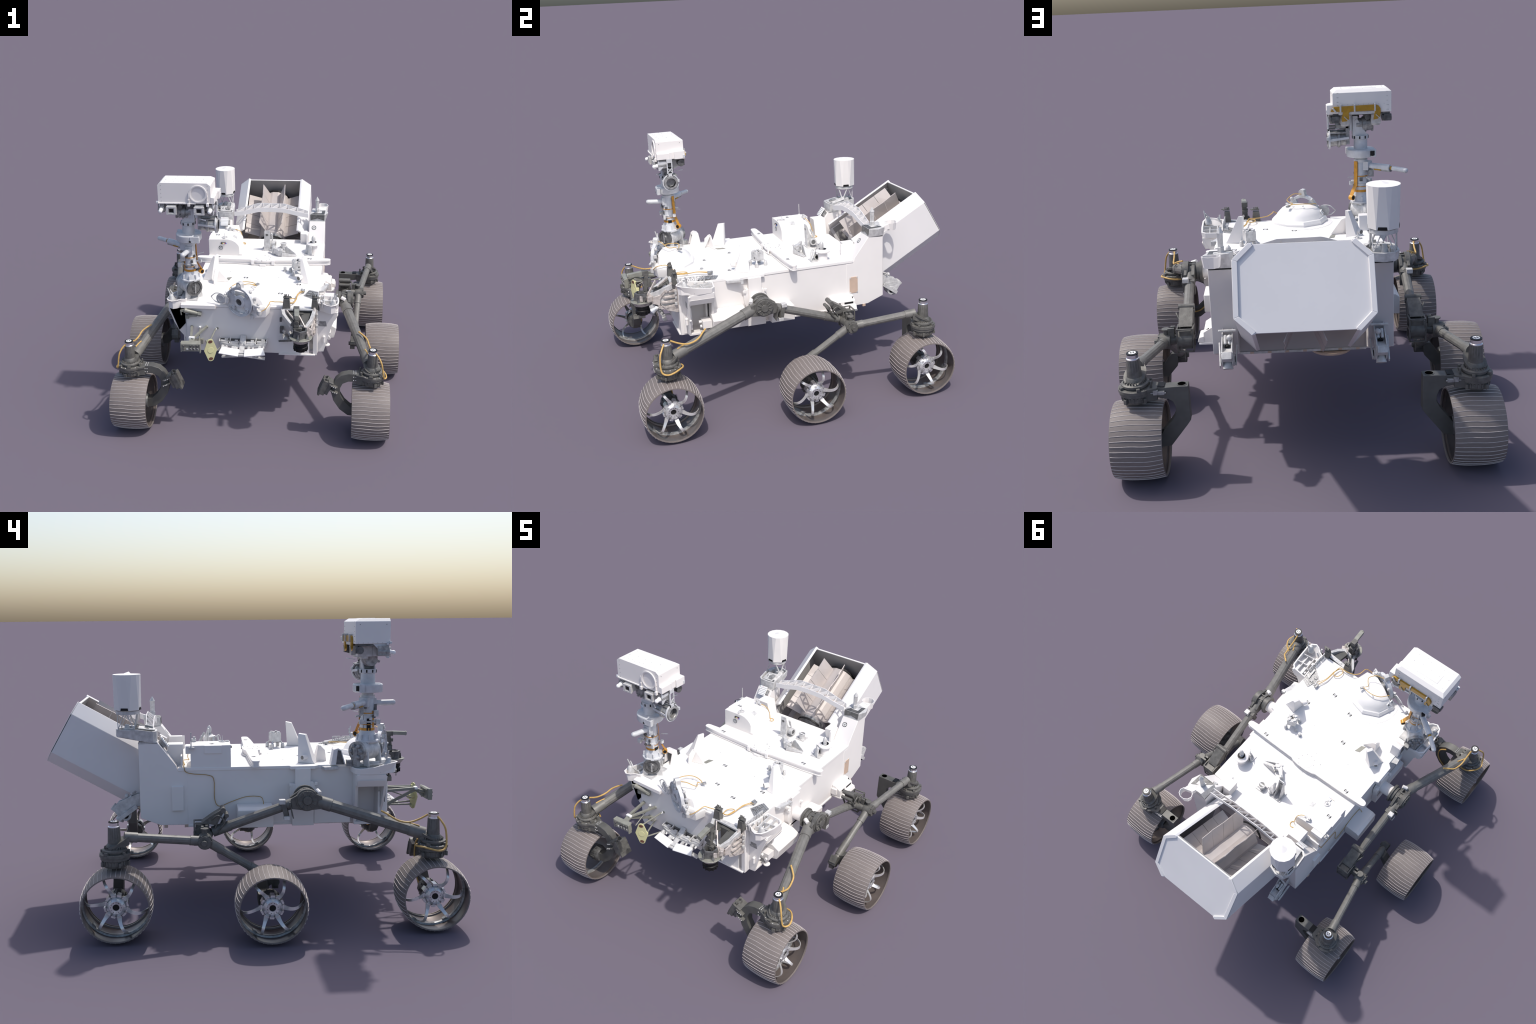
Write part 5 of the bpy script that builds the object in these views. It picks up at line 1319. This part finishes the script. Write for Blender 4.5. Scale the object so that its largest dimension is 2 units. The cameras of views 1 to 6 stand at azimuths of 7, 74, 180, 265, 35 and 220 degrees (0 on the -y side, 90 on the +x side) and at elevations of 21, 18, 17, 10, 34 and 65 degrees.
# four-legged block with cross-patterned top
q = P("deck_block", OFFW, bevel=0.001)
R = Matrix.Rotation(0.35, 3, "Z"); bc = V((0.226, -0.192, 0))
q.box(bc + V((0, 0, 0.790)), (0.052, 0.052, 0.050), R)
for a, b in ((-1, -1), (1, -1), (1, 1), (-1, 1)):
    p = bc + R @ V((a * 0.032, b * 0.032, 0))
    q.cyl(p + V((0, 0, 0.733)), p + V((0, 0, 0.750)), 0.0105, n=14); q.ball(p + V((0, 0, 0.752)), 0.0095, 10)
    q.beam(p + V((0, 0, 0.755)), bc + R @ V((a * 0.022, b * 0.022, 0.772)), 0.008, 0.006)
    q.box(bc + R @ V((a * 0.014, b * 0.014, 0.8185)), (0.014, 0.014, 0.008), R @ Matrix.Rotation(0.78, 3, "Z"))
for k in range(8):
    a = pi * k / 4
    q.box(bc + R @ V((0.026 * cos(a), 0.026 * sin(a), 0.816)), (0.008, 0.008, 0.006), R)
dbo = q.done()
q = P("block_pattern", MECHD, dbo, kind="stuff")
for k in range(2): q.box(bc + V((0, 0, 0.8158)), (0.050, 0.006, 0.0035), R @ Matrix.Rotation(k * pi / 2 + 0.78, 3, "Z"))
q.box(bc + R @ V((0.005, -0.026, 0.782)), (0.008, 0.003, 0.008), R); q.box(bc + V((0, 0, 0.764)), (0.044, 0.044, 0.004), R)
q.done()
q = P("deck_post", OFFW, smooth=35); q.cyl((0.149, -0.162, 0.732), (0.149, -0.162, 0.758), 0.009, n=14); q.lathe([(0.0, 0), (0.013, 0), (0.013, 0.005), (0, 0.006)], (0.149, -0.162, 0.732), (0, 0, 1), 14); q.done()
# hinge bracket box near the mast
q = P("deck_bracket", WHITE, bevel=0.0015)
for x in (-0.388, -0.339):
    q.prism([(x, -0.478, 0.732), (x, -0.455, 0.806), (x, -0.440, 0.815), (x, -0.418, 0.808), (x, -0.404, 0.732)], (0.006, 0, 0))
q.prism([(-0.382, -0.440, 0.815), (-0.382, -0.418, 0.808), (-0.382, -0.404, 0.732), (-0.382, -0.412, 0.732), (-0.382, -0.424, 0.800), (-0.382, -0.440, 0.806)], (0.045, 0, 0))
q.prism([(-0.382, -0.46, 0.800), (-0.382, -0.455, 0.806), (-0.382, -0.44, 0.815), (-0.382, -0.44, 0.806)], (0.045, 0, 0))
bko = q.done()
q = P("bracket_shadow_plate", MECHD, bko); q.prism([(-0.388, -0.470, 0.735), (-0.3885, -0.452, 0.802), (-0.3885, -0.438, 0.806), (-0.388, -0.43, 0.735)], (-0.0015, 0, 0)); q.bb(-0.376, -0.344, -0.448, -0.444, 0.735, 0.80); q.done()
# tall plate with drum and hooked arm
q = P("hook_stand", OFFW, bevel=0.001)
q.prism([(-0.022, 0.188, 0.735), (0.022, 0.188, 0.735), (0.020, 0.182, 0.874), (-0.016, 0.182, 0.874)], (0, 0.006, 0))
q.prism([(-0.020, 0.194, 0.735), (-0.020, 0.240, 0.735), (-0.017, 0.200, 0.850), (-0.017, 0.190, 0.874)], (0.004, 0, 0))
q.prism([(0.012, 0.194, 0.735), (0.012, 0.250, 0.735), (0.012, 0.206, 0.820), (0.012, 0.190, 0.870)], (0.006, 0, 0))
q.bb(-0.032, 0.045, 0.18, 0.25, 0.732, 0.738)
q.ring((0.020, 0.222, 0.770), (0.056, 0.216, 0.772), 0.021, 0.013, 18)
q.cyl((0.02, 0.235, 0.80), (0.03, 0.205, 0.85), 0.006, n=10); q.cyl((0.03, 0.24, 0.755), (0.035, 0.21, 0.84), 0.004, n=8); q.ball((0.045, 0.24, 0.752), 0.010, 10)
hso = q.done()
q = P("stand_hole", MECHD, hso); q.cyl((0.0, 0.1825, 0.845), (0.0, 0.190, 0.845), 0.0085, n=18); q.cyl((0.022, 0.222, 0.770), (0.054, 0.2163, 0.772), 0.0132, n=14); q.done()
q = P("hook_arm", OFFW, bevel=0.001)
q.prism([(0.050, 0.140, 0.742), (0.040, 0.128, 0.742), (0.085, 0.072, 0.742), (0.110, 0.070, 0.742), (0.100, 0.100, 0.742)], (0.004, 0.0, 0.036))
q.prism([(0.038, 0.126, 0.733), (0.036, 0.130, 0.780), (0.044, 0.140, 0.790), (0.054, 0.142, 0.788), (0.056, 0.138, 0.733)], (0.012, -0.012, 0))
q.box((0.108, 0.092, 0.760), (0.034, 0.036, 0.022), Matrix.Rotation(0.4, 3, "Z"))
q.prism([(0.112, 0.066, 0.734), (0.112, 0.120, 0.734), (0.196, 0.112, 0.734), (0.204, 0.098, 0.734)], (0, 0, 0.005))
q.prism([(0.108, 0.120, 0.735), (0.198, 0.114, 0.735), (0.198, 0.114, 0.742), (0.135, 0.118, 0.792), (0.120, 0.120, 0.780)], (0, 0.004, 0))
q.prism([(0.106, 0.064, 0.735), (0.202, 0.096, 0.735), (0.202, 0.096, 0.740), (0.110, 0.064, 0.766)], (0, 0.004, 0))
q.cyl((0.104, 0.09, 0.772), (0.104, 0.09, 0.782), 0.010, n=12); q.cyl((0.12, 0.105, 0.772), (0.12, 0.105, 0.783), 0.006, n=10); q.ball((0.086, 0.074, 0.778), 0.006, 8); q.cyl((0.02, 0.16, 0.745), (0.05, 0.13, 0.755), 0.008, n=10)
q.done()
q = P("lidded_jar", OFFW, bevel=0.0008, smooth=25)
q.cyl((0.106, 0.238, 0.738), (0.106, 0.238, 0.766), 0.019, n=10); q.bb(0.078, 0.134, 0.212, 0.264, 0.732, 0.738)
q.ring((0.106, 0.238, 0.766), (0.106, 0.238, 0.770), 0.021, 0.016, 20)
for k in range(4): q.cyl((0.106 + 0.024 * cos(k * pi / 2 + 0.5), 0.238 + 0.024 * sin(k * pi / 2 + 0.5), 0.736), (0.106 + 0.024 * cos(k * pi / 2 + 0.5), 0.238 + 0.024 * sin(k * pi / 2 + 0.5), 0.744), 0.004, n=8)
ljo = q.done()
q = P("jar_slot", MECHD, ljo); q.cyl((0.106, 0.238, 0.7655), (0.106, 0.238, 0.7668), 0.0165, n=18); q.done()
q = P("jar_slot", MARKW, ljo); q.bb(0.092, 0.120, 0.234, 0.242, 0.765, 0.769); q.done()
# round inlet with flange, spike and side bracket
fl = V((0.307, 0.180, 0))
q = P("flanged_inlet", WHITE, smooth=35, bevel=0.0008)
q.lathe([(0.028, 0.732), (0.028, 0.785), (0.042, 0.787), (0.042, 0.793), (0.028, 0.797), (0.024, 0.803), (0.019, 0.803), (0.018, 0.785), (0, 0.785)], fl, (0, 0, 1), 28)
q.lathe([(0.0, 0.732), (0.036, 0.732), (0.036, 0.736), (0.028, 0.737)], fl, (0, 0, 1), 24)
flo = q.done()
q = P("inlet_bracket", OFFW, flo, bevel=0.0008)
q.prism([(0.262, 0.140, 0.735), (0.255, 0.158, 0.735), (0.262, 0.158, 0.792), (0.278, 0.148, 0.795), (0.278, 0.135, 0.735)], (0.008, -0.006, 0))
q.prism([(0.272, 0.118, 0.735), (0.300, 0.108, 0.735), (0.298, 0.122, 0.790), (0.280, 0.130, 0.795)], (0.003, 0.006, 0))
q.bb(0.255, 0.318, 0.108, 0.150, 0.732, 0.737)
q.cyl((0.275, 0.148, 0.752), (0.286, 0.150, 0.752), 0.016, n=16)
q.sweep([(0.270, 0.140, 0.79), (0.290, 0.120, 0.80), (0.300, 0.110, 0.78), (0.302, 0.108, 0.74)], 0.0025)
q.lathe([(0.0, 0.795), (0.016, 0.795), (0.016, 0.802), (0.010, 0.806), (0.014, 0.822), (0.012, 0.838), (0.004, 0.850), (0, 0.853)], (0.309, 0.173, 0.0), (0, 0, 1), 8)
q.done()
q = P("inlet_bore", BLACK, flo); q.ring(fl + V((0, 0, 0.8032)), fl + V((0, 0, 0.804)), 0.0225, 0.012, 24); q.cyl((0.287, 0.150, 0.752), (0.2885, 0.1503, 0.752), 0.010, n=12); q.done()

# ================================================================== FRONT LEFT TOOLS
q = P("tool_tube", OLIVE, smooth=35)
q.cyl((-0.296, -0.700, 0.673), (-0.385, -0.722, 0.703), 0.0125, n=14); q.cyl((-0.292, -0.699, 0.672), (-0.312, -0.704, 0.678), 0.0165, n=8); q.cyl((-0.372, -0.718, 0.699), (-0.384, -0.722, 0.703), 0.015, n=12)
q.beam((-0.384, -0.722, 0.703), (-0.404, -0.726, 0.700), 0.008, 0.012); q.beam((-0.404, -0.726, 0.704), (-0.400, -0.727, 0.675), 0.004, 0.006); q.box((-0.34, -0.705, 0.665), (0.05, 0.012, 0.012)); q.box((-0.372, -0.70, 0.655), (0.02, 0.02, 0.022))
q.done()
q = P("reading_box", OLIVE, bevel=0.0012)
q.prism([(-0.368, -0.922, 0.545), (-0.368, -0.918, 0.590), (-0.368, -0.898, 0.596), (-0.368, -0.892, 0.545)], (0.102, 0.006, 0))
q.prism([(-0.371, -0.923, 0.582), (-0.371, -0.922, 0.591), (-0.371, -0.897, 0.599), (-0.371, -0.890, 0.592)], (0.108, 0.006, 0))
q.bb(-0.372, -0.366, -0.922, -0.90, 0.540, 0.596)
q.bb(-0.267, -0.261, -0.918, -0.895, 0.534, 0.59)
q.prism([(-0.325, -0.895, 0.545), (-0.311, -0.895, 0.545), (-0.318, -0.846, 0.578), (-0.327, -0.846, 0.578)], (0, 0, 0.012))
rbo = q.done()
q = P("box_strut", OLIVE, rbo, bevel=0.0008)
q.beam((-0.350, -0.690, 0.588), (-0.324, -0.850, 0.592), 0.014, 0.014); q.beam((-0.262, -0.690, 0.590), (-0.318, -0.860, 0.590), 0.013, 0.012)
q.beam((-0.318, -0.850, 0.588), (-0.318, -0.893, 0.575), 0.030, 0.010); q.beam((-0.300, -0.692, 0.500), (-0.318, -0.850, 0.585), 0.012, 0.014)
q.cyl((-0.302, -0.690, 0.588), (-0.286, -0.84, 0.535), 0.0032, n=8); q.ball((-0.350, -0.694, 0.588), 0.010, 8); q.ball((-0.262, -0.694, 0.590), 0.010, 8)
q.box((-0.300, -0.700, 0.500), (0.03, 0.02, 0.03))
q.done()
q = P("strut_clamp", MARKW, rbo, bevel=0.0008); q.box((-0.321, -0.849, 0.594), (0.032, 0.016, 0.012)); q.cyl((-0.302, -0.694, 0.588), (-0.302, -0.704, 0.585), 0.007, n=8); q.cyl((-0.207, -0.694, 0.583), (-0.208, -0.712, 0.580), 0.006, n=10); q.done()
q = P("box_lens", MECHD, rbo, kind="stuff")
for i in range(5):
    for k in range(2):
        if (i, k) in ((1, 1), (1, 0)): continue
        x = -0.354 + i * 0.019; z = 0.577 - k * 0.018
        q.cyl((x, -0.9275 + 0.0011 * i, z), (x, -0.915 + 0.001 * i, z), 0.0062 if k == 0 else 0.005, n=12)
q.done()
q = P("box_lens", OFFW, rbo, kind="stuff")
for i in (1, 2, 3, 4): q.box((-0.354 + i * 0.019 + 0.002, -0.924 + 0.0011 * i, 0.561), (0.011, 0.004, 0.008))
q.done()
q = P("plumb_plate", PALEY, bevel=0.0015, smooth=35)
pn = V((0.35, -0.93, 0.05)).normalized(); px = V((0.93, 0.36, 0)).normalized(); pz = pn.cross(px) * -1
pz = V((0, 0, 1)); pc = V((-0.212, -0.870, 0.531))
pts = []
def arcp(cx_, cz_, r, a0, a1, n):
    for i in range(n): 
        a = radians(a0 + (a1 - a0) * i / (n - 1)); pts.append((cx_ + r * cos(a), cz_ + r * sin(a)))
arcp(0, 0.050, 0.019, 35, 145, 8); arcp(-0.026, 0, 0.011, 150, 210, 5); arcp(0, -0.050, 0.019, 215, 325, 8); arcp(0.026, 0, 0.011, -30, 30, 5)
q.prism([pc + px * a + pz * b for a, b in pts], -pn * 0.006)
q.cyl(pc, pc + pn * 0.0014, 0.0185, n=8)
q.cyl(pc - pn * 0.005, pc - pn * 0.035 , 0.017, 0.012, n=14)
for a, b in ((0, 0.052), (0, -0.052), (0.026, 0)): q.cyl(pc + px * a + pz * b - pn * 0.004, pc + px * a + pz * b - pn * 0.018, 0.0075, n=10)
ppo = q.done()
q = P("plate_spot", BROWN, ppo)
for s in (1, -1):
    q.prism([pc + px * 0.0125 * cos(radians(a)) + pz * (s * 0.053 + 0.009 * sin(radians(a))) + pn * 0.0002 for a in range(0, 360, 24)], pn * 0.001)
q.done()
q = P("plate_strut", OLIVE, ppo)
q.cyl((-0.207, -0.692, 0.583), pc + pz * 0.052 - pn * 0.012, 0.0048, n=10); q.cyl((-0.165, -0.692, 0.478), pc + pz * -0.03 + px * 0.01 - pn * 0.012, 0.0045, n=10); q.cyl((-0.27, -0.692, 0.50), pc - pz * 0.045 - pn * 0.014, 0.0045, n=10)
q.cyl((-0.207, -0.692, 0.583), (-0.195, -0.690, 0.584), 0.009, n=10)
q.done()

# ================================================================== HAZARD CAMERA RACK
q = P("camera_rack", OFFW, bevel=0.001)
def rk(t): # rack curve, t -1..1
    return V((-0.049 + 0.136 * t, -0.752 + 0.022 * t * t, 0.500 + 0.004 * t * t))
sec = []
for i in range(11):
    p = rk(-1 + i / 5)
    sec.append([p + V((0, 0, -0.010)), p + V((0, 0.006, -0.010)), p + V((0, 0.006, 0.010)), p + V((0, 0, 0.010))])
q.loft(sec)
for t in (-1.0, -0.55, -0.1, 0.1, 0.55, 1.0):
    p = rk(t); q.beam(p + V((0, 0, 0.004)), p + V((0, 0.055 - 0.01 * abs(t), 0.018)), 0.006, 0.026)
q.prism([rk(-0.16) + V((0, 0, -0.004)), rk(0.16) + V((0, 0, -0.004)), V((-0.034, -0.705, 0.535)), V((-0.064, -0.705, 0.535))], (0, 0.006, 0.012))
rko = q.done()
q = P("camera_bay", MECHD, rko); q.prism([(-0.182, -0.697, 0.485), (0.084, -0.697, 0.485), (0.084, -0.697, 0.522), (-0.182, -0.697, 0.522)], (0, -0.010, 0))
for t in (-0.8, -0.35, 0.35, 0.8):
    p = rk(t); q.bb(p.x - 0.022, p.x + 0.022, p.y + 0.012, p.y + 0.045, 0.492, 0.512)
q.done()
q = P("camera_body", OFFW, rko, bevel=0.001)
for t in (-0.78, -0.34, 0.34, 0.78):
    p = rk(t); q.box(p + V((0, 0.014, 0.014)), (0.048, 0.020, 0.012), Matrix.Rotation(0.12 * t, 3, "Z")); q.cyl(p + V((-0.01, 0.0, -0.008)), p + V((-0.01, -0.022, -0.014)), 0.010, n=14); q.cyl(p + V((0.014, 0.0, -0.008)), p + V((0.014, -0.014, -0.014)), 0.006, n=10)
    q.box(p + V((0.01, 0.02, 0.024)), (0.02, 0.012, 0.008))
q.done()
def slab(name, a, b, c, d, t, mt, par):
    s_ = P(name, mt, par, bevel=0.002); n = (V(b) - V(a)).cross(V(d) - V(a)).normalized(); s_.prism([a, b, c, d], -n * t); return s_.done()
slab("camera_cover", (-0.182, -0.806, 0.480), (-0.068, -0.824, 0.474), (-0.062, -0.785, 0.500), (-0.165, -0.772, 0.508), 0.010, MARKW, rko)
slab("camera_cover", (-0.032, -0.824, 0.474), (0.088, -0.806, 0.480), (0.072, -0.772, 0.508), (-0.034, -0.785, 0.500), 0.010, MARKW, rko)
q = P("cover_link", OFFW, rko, bevel=0.0008)
q.bb(-0.069, -0.031, -0.815, -0.790, 0.470, 0.478); q.beam((-0.05, -0.75, 0.50), (-0.05, -0.80, 0.482), 0.03, 0.006)
for x in (-0.15, -0.09, -0.01, 0.055): q.beam((x, -0.752, 0.495), (x, -0.785, 0.488), 0.012, 0.012)
q.done()
q = P("rack_bar", OFFW, rko, bevel=0.0015)
q.beam((-0.172, -0.745, 0.428), (-0.02, -0.742, 0.440), 0.022, 0.010); q.beam((0.078, -0.735, 0.418), (-0.06, -0.742, 0.440), 0.024, 0.010)
q.beam((-0.05, -0.75, 0.44), (-0.05, -0.79, 0.478), 0.012, 0.010); q.beam((0.04, -0.74, 0.43), (0.04, -0.78, 0.485), 0.008, 0.008); q.beam((-0.13, -0.74, 0.435), (-0.13, -0.78, 0.485), 0.008, 0.008)
q.beam((-0.10, -0.69, 0.432), (-0.10, -0.745, 0.434), 0.012, 0.008); q.beam((0.02, -0.69, 0.430), (0.02, -0.742, 0.434), 0.012, 0.008)
q.done()

# ================================================================== STOWED TOOL TURRET
tc_ = V((0.294, -0.888, 0))
q = P("turret_plate", OLIVE, bevel=0.0008, smooth=25)
q.lathe([(0.030, 0.640), (0.062, 0.640), (0.064, 0.643), (0.062, 0.646), (0.030, 0.646)], tc_, (0, 0, 1), 22, True)
tpo = q.done()
q = P("turret_skirt", TAUPE, tpo, smooth=15)
q.lathe([(0.043, 0.618), (0.060, 0.640), (0.058, 0.640), (0.041, 0.618)], tc_, (0, 0, 1), 14, True)
q.done()
q = P("turret_drill", BLACK, tpo, smooth=20)
q.lathe([(0.0, 0.560), (0.026, 0.560), (0.036, 0.568), (0.036, 0.576), (0.040, 0.580), (0.040, 0.590), (0.036, 0.594), (0.040, 0.600), (0.040, 0.618), (0, 0.620)], tc_, (0, 0, 1), 18)
for k in range(12):
    a = 2 * pi * k / 12
    q.box(tc_ + V((0.037 * cos(a), 0.037 * sin(a), 0.578)), (0.008, 0.006, 0.02), Matrix.Rotation(a, 3, "Z"))
q.done()
q = P("turret_core", MECHD, tpo, bevel=0.0008, smooth=20)
q.lathe([(0.026, 0.646), (0.044, 0.646), (0.041, 0.688), (0.032, 0.690)], tc_ + V((-0.002, 0.002, 0)), (0, 0, 1), 6, True)
q.lathe([(0.0, 0.645), (0.03, 0.645), (0.0, 0.66)], tc_, (0, 0, 1), 10)
q.prism([tc_ + V((-0.006, 0.004, 0.645)), tc_ + V((0.008, 0.0, 0.645)), tc_ + V((0.006, -0.002, 0.685)), tc_ + V((-0.006, 0.0, 0.682))], (0.002, 0.008, 0))
for k in range(5):
    a = 0.5 + k * 1.25
    q.prism([tc_ + V((0.044 * cos(a), 0.044 * sin(a), 0.647)), tc_ + V((0.058 * cos(a + 0.16), 0.058 * sin(a + 0.16), 0.647)), tc_ + V((0.046 * cos(a + 0.32), 0.046 * sin(a + 0.32), 0.647)), tc_ + V((0.042 * cos(a + 0.16), 0.042 * sin(a + 0.16), 0.674))], (0.003, 0.003, 0))
for k, a0 in enumerate((0.3, 2.1, 2.9, 4.4)):
    q.prism([tc_ + V((0.040 * cos(a0), 0.040 * sin(a0), 0.6462)), tc_ + V((0.0625 * cos(a0 - 0.12), 0.0625 * sin(a0 - 0.12), 0.6462)), tc_ + V((0.0625 * cos(a0 + 0.22), 0.0625 * sin(a0 + 0.22), 0.6462)), tc_ + V((0.042 * cos(a0 + 0.35), 0.042 * sin(a0 + 0.35), 0.6462))], (0, 0, 0.0012))
q.cyl(tc_ + V((-0.05, 0.0, 0.640)), tc_ + V((-0.051, -0.002, 0.70)), 0.0012, n=6)
q.done()
q = P("turret_column", GRAPHD, tpo, bevel=0.001)
q.beam((0.270, -0.862, 0.690), (0.270, -0.846, 0.800), 0.026, 0.022, (0, 1, 0)); q.box((0.268, -0.838, 0.735), (0.030, 0.024, 0.05)); q.box((0.268, -0.855, 0.792), (0.032, 0.036, 0.026)); q.box((0.262, -0.866, 0.755), (0.02, 0.016, 0.018))
q.cyl((0.272, -0.84, 0.72), (0.272, -0.872, 0.718), 0.010, n=10); q.box((0.275, -0.86, 0.672), (0.05, 0.03, 0.03)); q.box((0.255, -0.852, 0.705), (0.03, 0.02, 0.03), Matrix.Rotation(0.4, 3, "Y"))
q.done()
q = P("turret_horn", OLIVE, tpo, bevel=0.001, smooth=30)
q.beam((0.270, -0.862, 0.795), (0.277, -0.950, 0.790), 0.026, 0.020); q.cyl((0.277, -0.948, 0.790), (0.2775, -0.955, 0.7895), 0.013, n=10)
q.done()
q = P("turret_arm", OFFW, tpo, bevel=0.0012)
yk = [V(p) for p in ((0.181, -0.714, 0.732), (0.190, -0.745, 0.712), (0.243, -0.822, 0.682), (0.318, -0.838, 0.684), (0.345, -0.795, 0.708), (0.362, -0.730, 0.740))]
yc = V((0.270, -0.745, 0.715))
rg_ = []
for p in yk:
    ins = (yc - p); ins.z = 0; ins.normalize()
    rg_.append([p - ins * 0.010, p + ins * 0.010, p + ins * 0.012 + V((0, 0.004, -0.030)), p - ins * 0.008 + V((0, 0.004, -0.030))])
q.loft(rg_)
q.beam((0.183, -0.708, 0.726), (0.360, -0.722, 0.733), 0.024, 0.010)
for x in (0.225, 0.262, 0.30): q.box((x, -0.714, 0.733), (0.014, 0.010, 0.008))
q.done()
q = P("turret_brace", TAUPE, tpo, bevel=0.001)
q.beam((0.272, -0.80, 0.74), (0.320, -0.858, 0.675), 0.006, 0.012)
q.beam((0.205, -0.722, 0.722), (0.255, -0.790, 0.695), 0.006, 0.008); q.beam((0.316, -0.846, 0.684), (0.322, -0.866, 0.650), 0.020, 0.020); q.beam((0.245, -0.83, 0.674), (0.262, -0.862, 0.652), 0.020, 0.018)
q.prism([(0.335, -0.858, 0.684), (0.352, -0.870, 0.672), (0.345, -0.885, 0.648), (0.326, -0.872, 0.648)], (-0.006, 0.004, 0)); q.prism([(0.318, -0.905, 0.680), (0.338, -0.888, 0.680), (0.340, -0.888, 0.650), (0.320, -0.908, 0.650)], (0.003, -0.003, 0))
q.done()
q = P("turret_side_panel", OFFW, tpo, bevel=0.0008)
q.prism([(0.346, -0.702, 0.742), (0.346, -0.702, 0.574), (0.346, -0.788, 0.610), (0.346, -0.800, 0.655)], (0.004, 0, 0))
q.done()
q = P("turret_dark_web", GRAPHX, tpo, bevel=0.0008)
q.prism([(0.20, -0.710, 0.715), (0.245, -0.710, 0.715), (0.255, -0.835, 0.69), (0.235, -0.83, 0.665)], (0.003, 0, -0.01)); q.prism([(0.29, -0.712, 0.715), (0.345, -0.712, 0.72), (0.318, -0.83, 0.68), (0.285, -0.84, 0.675)], (0, 0.004, -0.02))
q.bb(0.245, 0.30, -0.74, -0.71, 0.60, 0.715); q.prism([(0.205, -0.700, 0.715), (0.345, -0.700, 0.715), (0.335, -0.700, 0.64), (0.255, -0.700, 0.58), (0.22, -0.700, 0.64)], (0, -0.006, 0))
q.done()
# ladder-like frame on the right
q = P("turret_frame", TAUPE, tpo, bevel=0.001)
q.beam((0.366, -0.704, 0.745), (0.362, -0.700, 0.572), 0.012, 0.010); q.beam((0.362, -0.725, 0.745), (0.350, -0.806, 0.655), 0.010, 0.014); q.beam((0.350, -0.806, 0.655), (0.352, -0.800, 0.61), 0.010, 0.012); q.beam((0.352, -0.80, 0.61), (0.362, -0.70, 0.575), 0.010, 0.014)
for z, y in ((0.700, -0.752), (0.668, -0.780), (0.640, -0.790), (0.612, -0.775)):
    q.prism([(0.335, -0.702, z), (0.366, -0.702, z), (0.366, y + 0.01, z), (0.356, y, z), (0.338, y + 0.004, z)], (0, 0, -0.010))
    q.beam((0.365, -0.70, z + 0.004), (0.352, y, z - 0.004), 0.010, 0.008)
q.prism([(0.350, -0.790, 0.680), (0.345, -0.830, 0.672), (0.343, -0.840, 0.635), (0.350, -0.800, 0.620)], (0.008, 0, 0))
q.prism([(0.330, -0.835, 0.675), (0.300, -0.858, 0.670), (0.303, -0.858, 0.645), (0.335, -0.835, 0.640)], (0.004, 0.006, 0))
q.prism([(0.340, -0.80, 0.66), (0.322, -0.850, 0.655), (0.322, -0.85, 0.632), (0.340, -0.80, 0.636)], (0.006, 0, 0)); q.box((0.338, -0.85, 0.66), (0.022, 0.028, 0.03), Matrix.Rotation(0.5, 3, "Z"))
q.prism([(0.36, -0.70, 0.60), (0.36, -0.79, 0.62), (0.355, -0.76, 0.585), (0.36, -0.70, 0.57)], (0.006, 0, 0))
q.box((0.356, -0.76, 0.70), (0.014, 0.014, 0.018)); q.beam((0.34, -0.76, 0.60), (0.30, -0.84, 0.625), 0.010, 0.008)
q.done()
for c, w in (((0.202, -0.704, 0.767), 0.037), ((0.360, -0.708, 0.772), 0.030)):
    q = P("turret_latch", GRAPHD, tpo, bevel=0.001); c = V(c)
    q.loft([[c + V((a * w * 0.62, b * 0.016, -0.040)) for a, b in ((-1, -1), (1, -1), (1, 1), (-1, 1))], [c + V((a * w * 0.45, b * 0.013, 0.020)) for a, b in ((-1, -1), (1, -1), (1, 1), (-1, 1))]])
    q.box(c + V((0.004, 0, 0.030)), (w * 1.2, 0.022, 0.006)); q.box(c + V((-0.004, 0.002, 0.036)), (0.010, 0.018, 0.012)); q.beam(c + V((0.010, 0, 0.032)), c + V((0.030, -0.008, 0.030)), 0.012, 0.004)
    for k in range(3): q.cyl(c + V((-0.010 + k * 0.01, 0.006, 0.03)), c + V((-0.010 + k * 0.01, 0.006, 0.045)), 0.003, n=6)
    q.done()
q = P("drill_bit_housing", MECHD, tpo, smooth=30)
q.beam((0.20, -0.70, 0.56), (0.23, -0.86, 0.618), 0.012, 0.010); q.beam((0.16, -0.705, 0.52), (0.24, -0.85, 0.60), 0.010, 0.010); q.box((0.175, -0.715, 0.600), (0.02, 0.03, 0.03)); q.box((0.170, -0.712, 0.66), (0.012, 0.02, 0.02))
q.done()
q = P("housing_shell", OFFW, tpo, bevel=0.0008)
q.box((0.20, -0.735, 0.555), (0.030, 0.05, 0.008), Matrix.Rotation(0.5, 3, "X")); q.box((0.178, -0.728, 0.575), (0.020, 0.03, 0.014), Matrix.Rotation(-0.4, 3, "Z")); q.box((0.24, -0.78, 0.60), (0.05, 0.03, 0.01), Matrix.Rotation(0.7, 3, "Y"))
q.prism([(0.340, -0.704, 0.72), (0.340, -0.704, 0.58), (0.340, -0.765, 0.60), (0.340, -0.785, 0.665), (0.340, -0.74, 0.70)], (0.004, 0, 0))
q.box((0.375, -0.71, 0.69), (0.010, 0.012, 0.022)); q.box((0.374, -0.712, 0.625), (0.012, 0.014, 0.016)); q.box((0.374, -0.71, 0.66), (0.009, 0.012, 0.012))
q.cyl((0.178, -0.70, 0.60), (0.19, -0.735, 0.595), 0.008, n=10); q.box((0.333, -0.84, 0.615), (0.016, 0.03, 0.02), Matrix.Rotation(0.3, 3, "X"))
q.done()
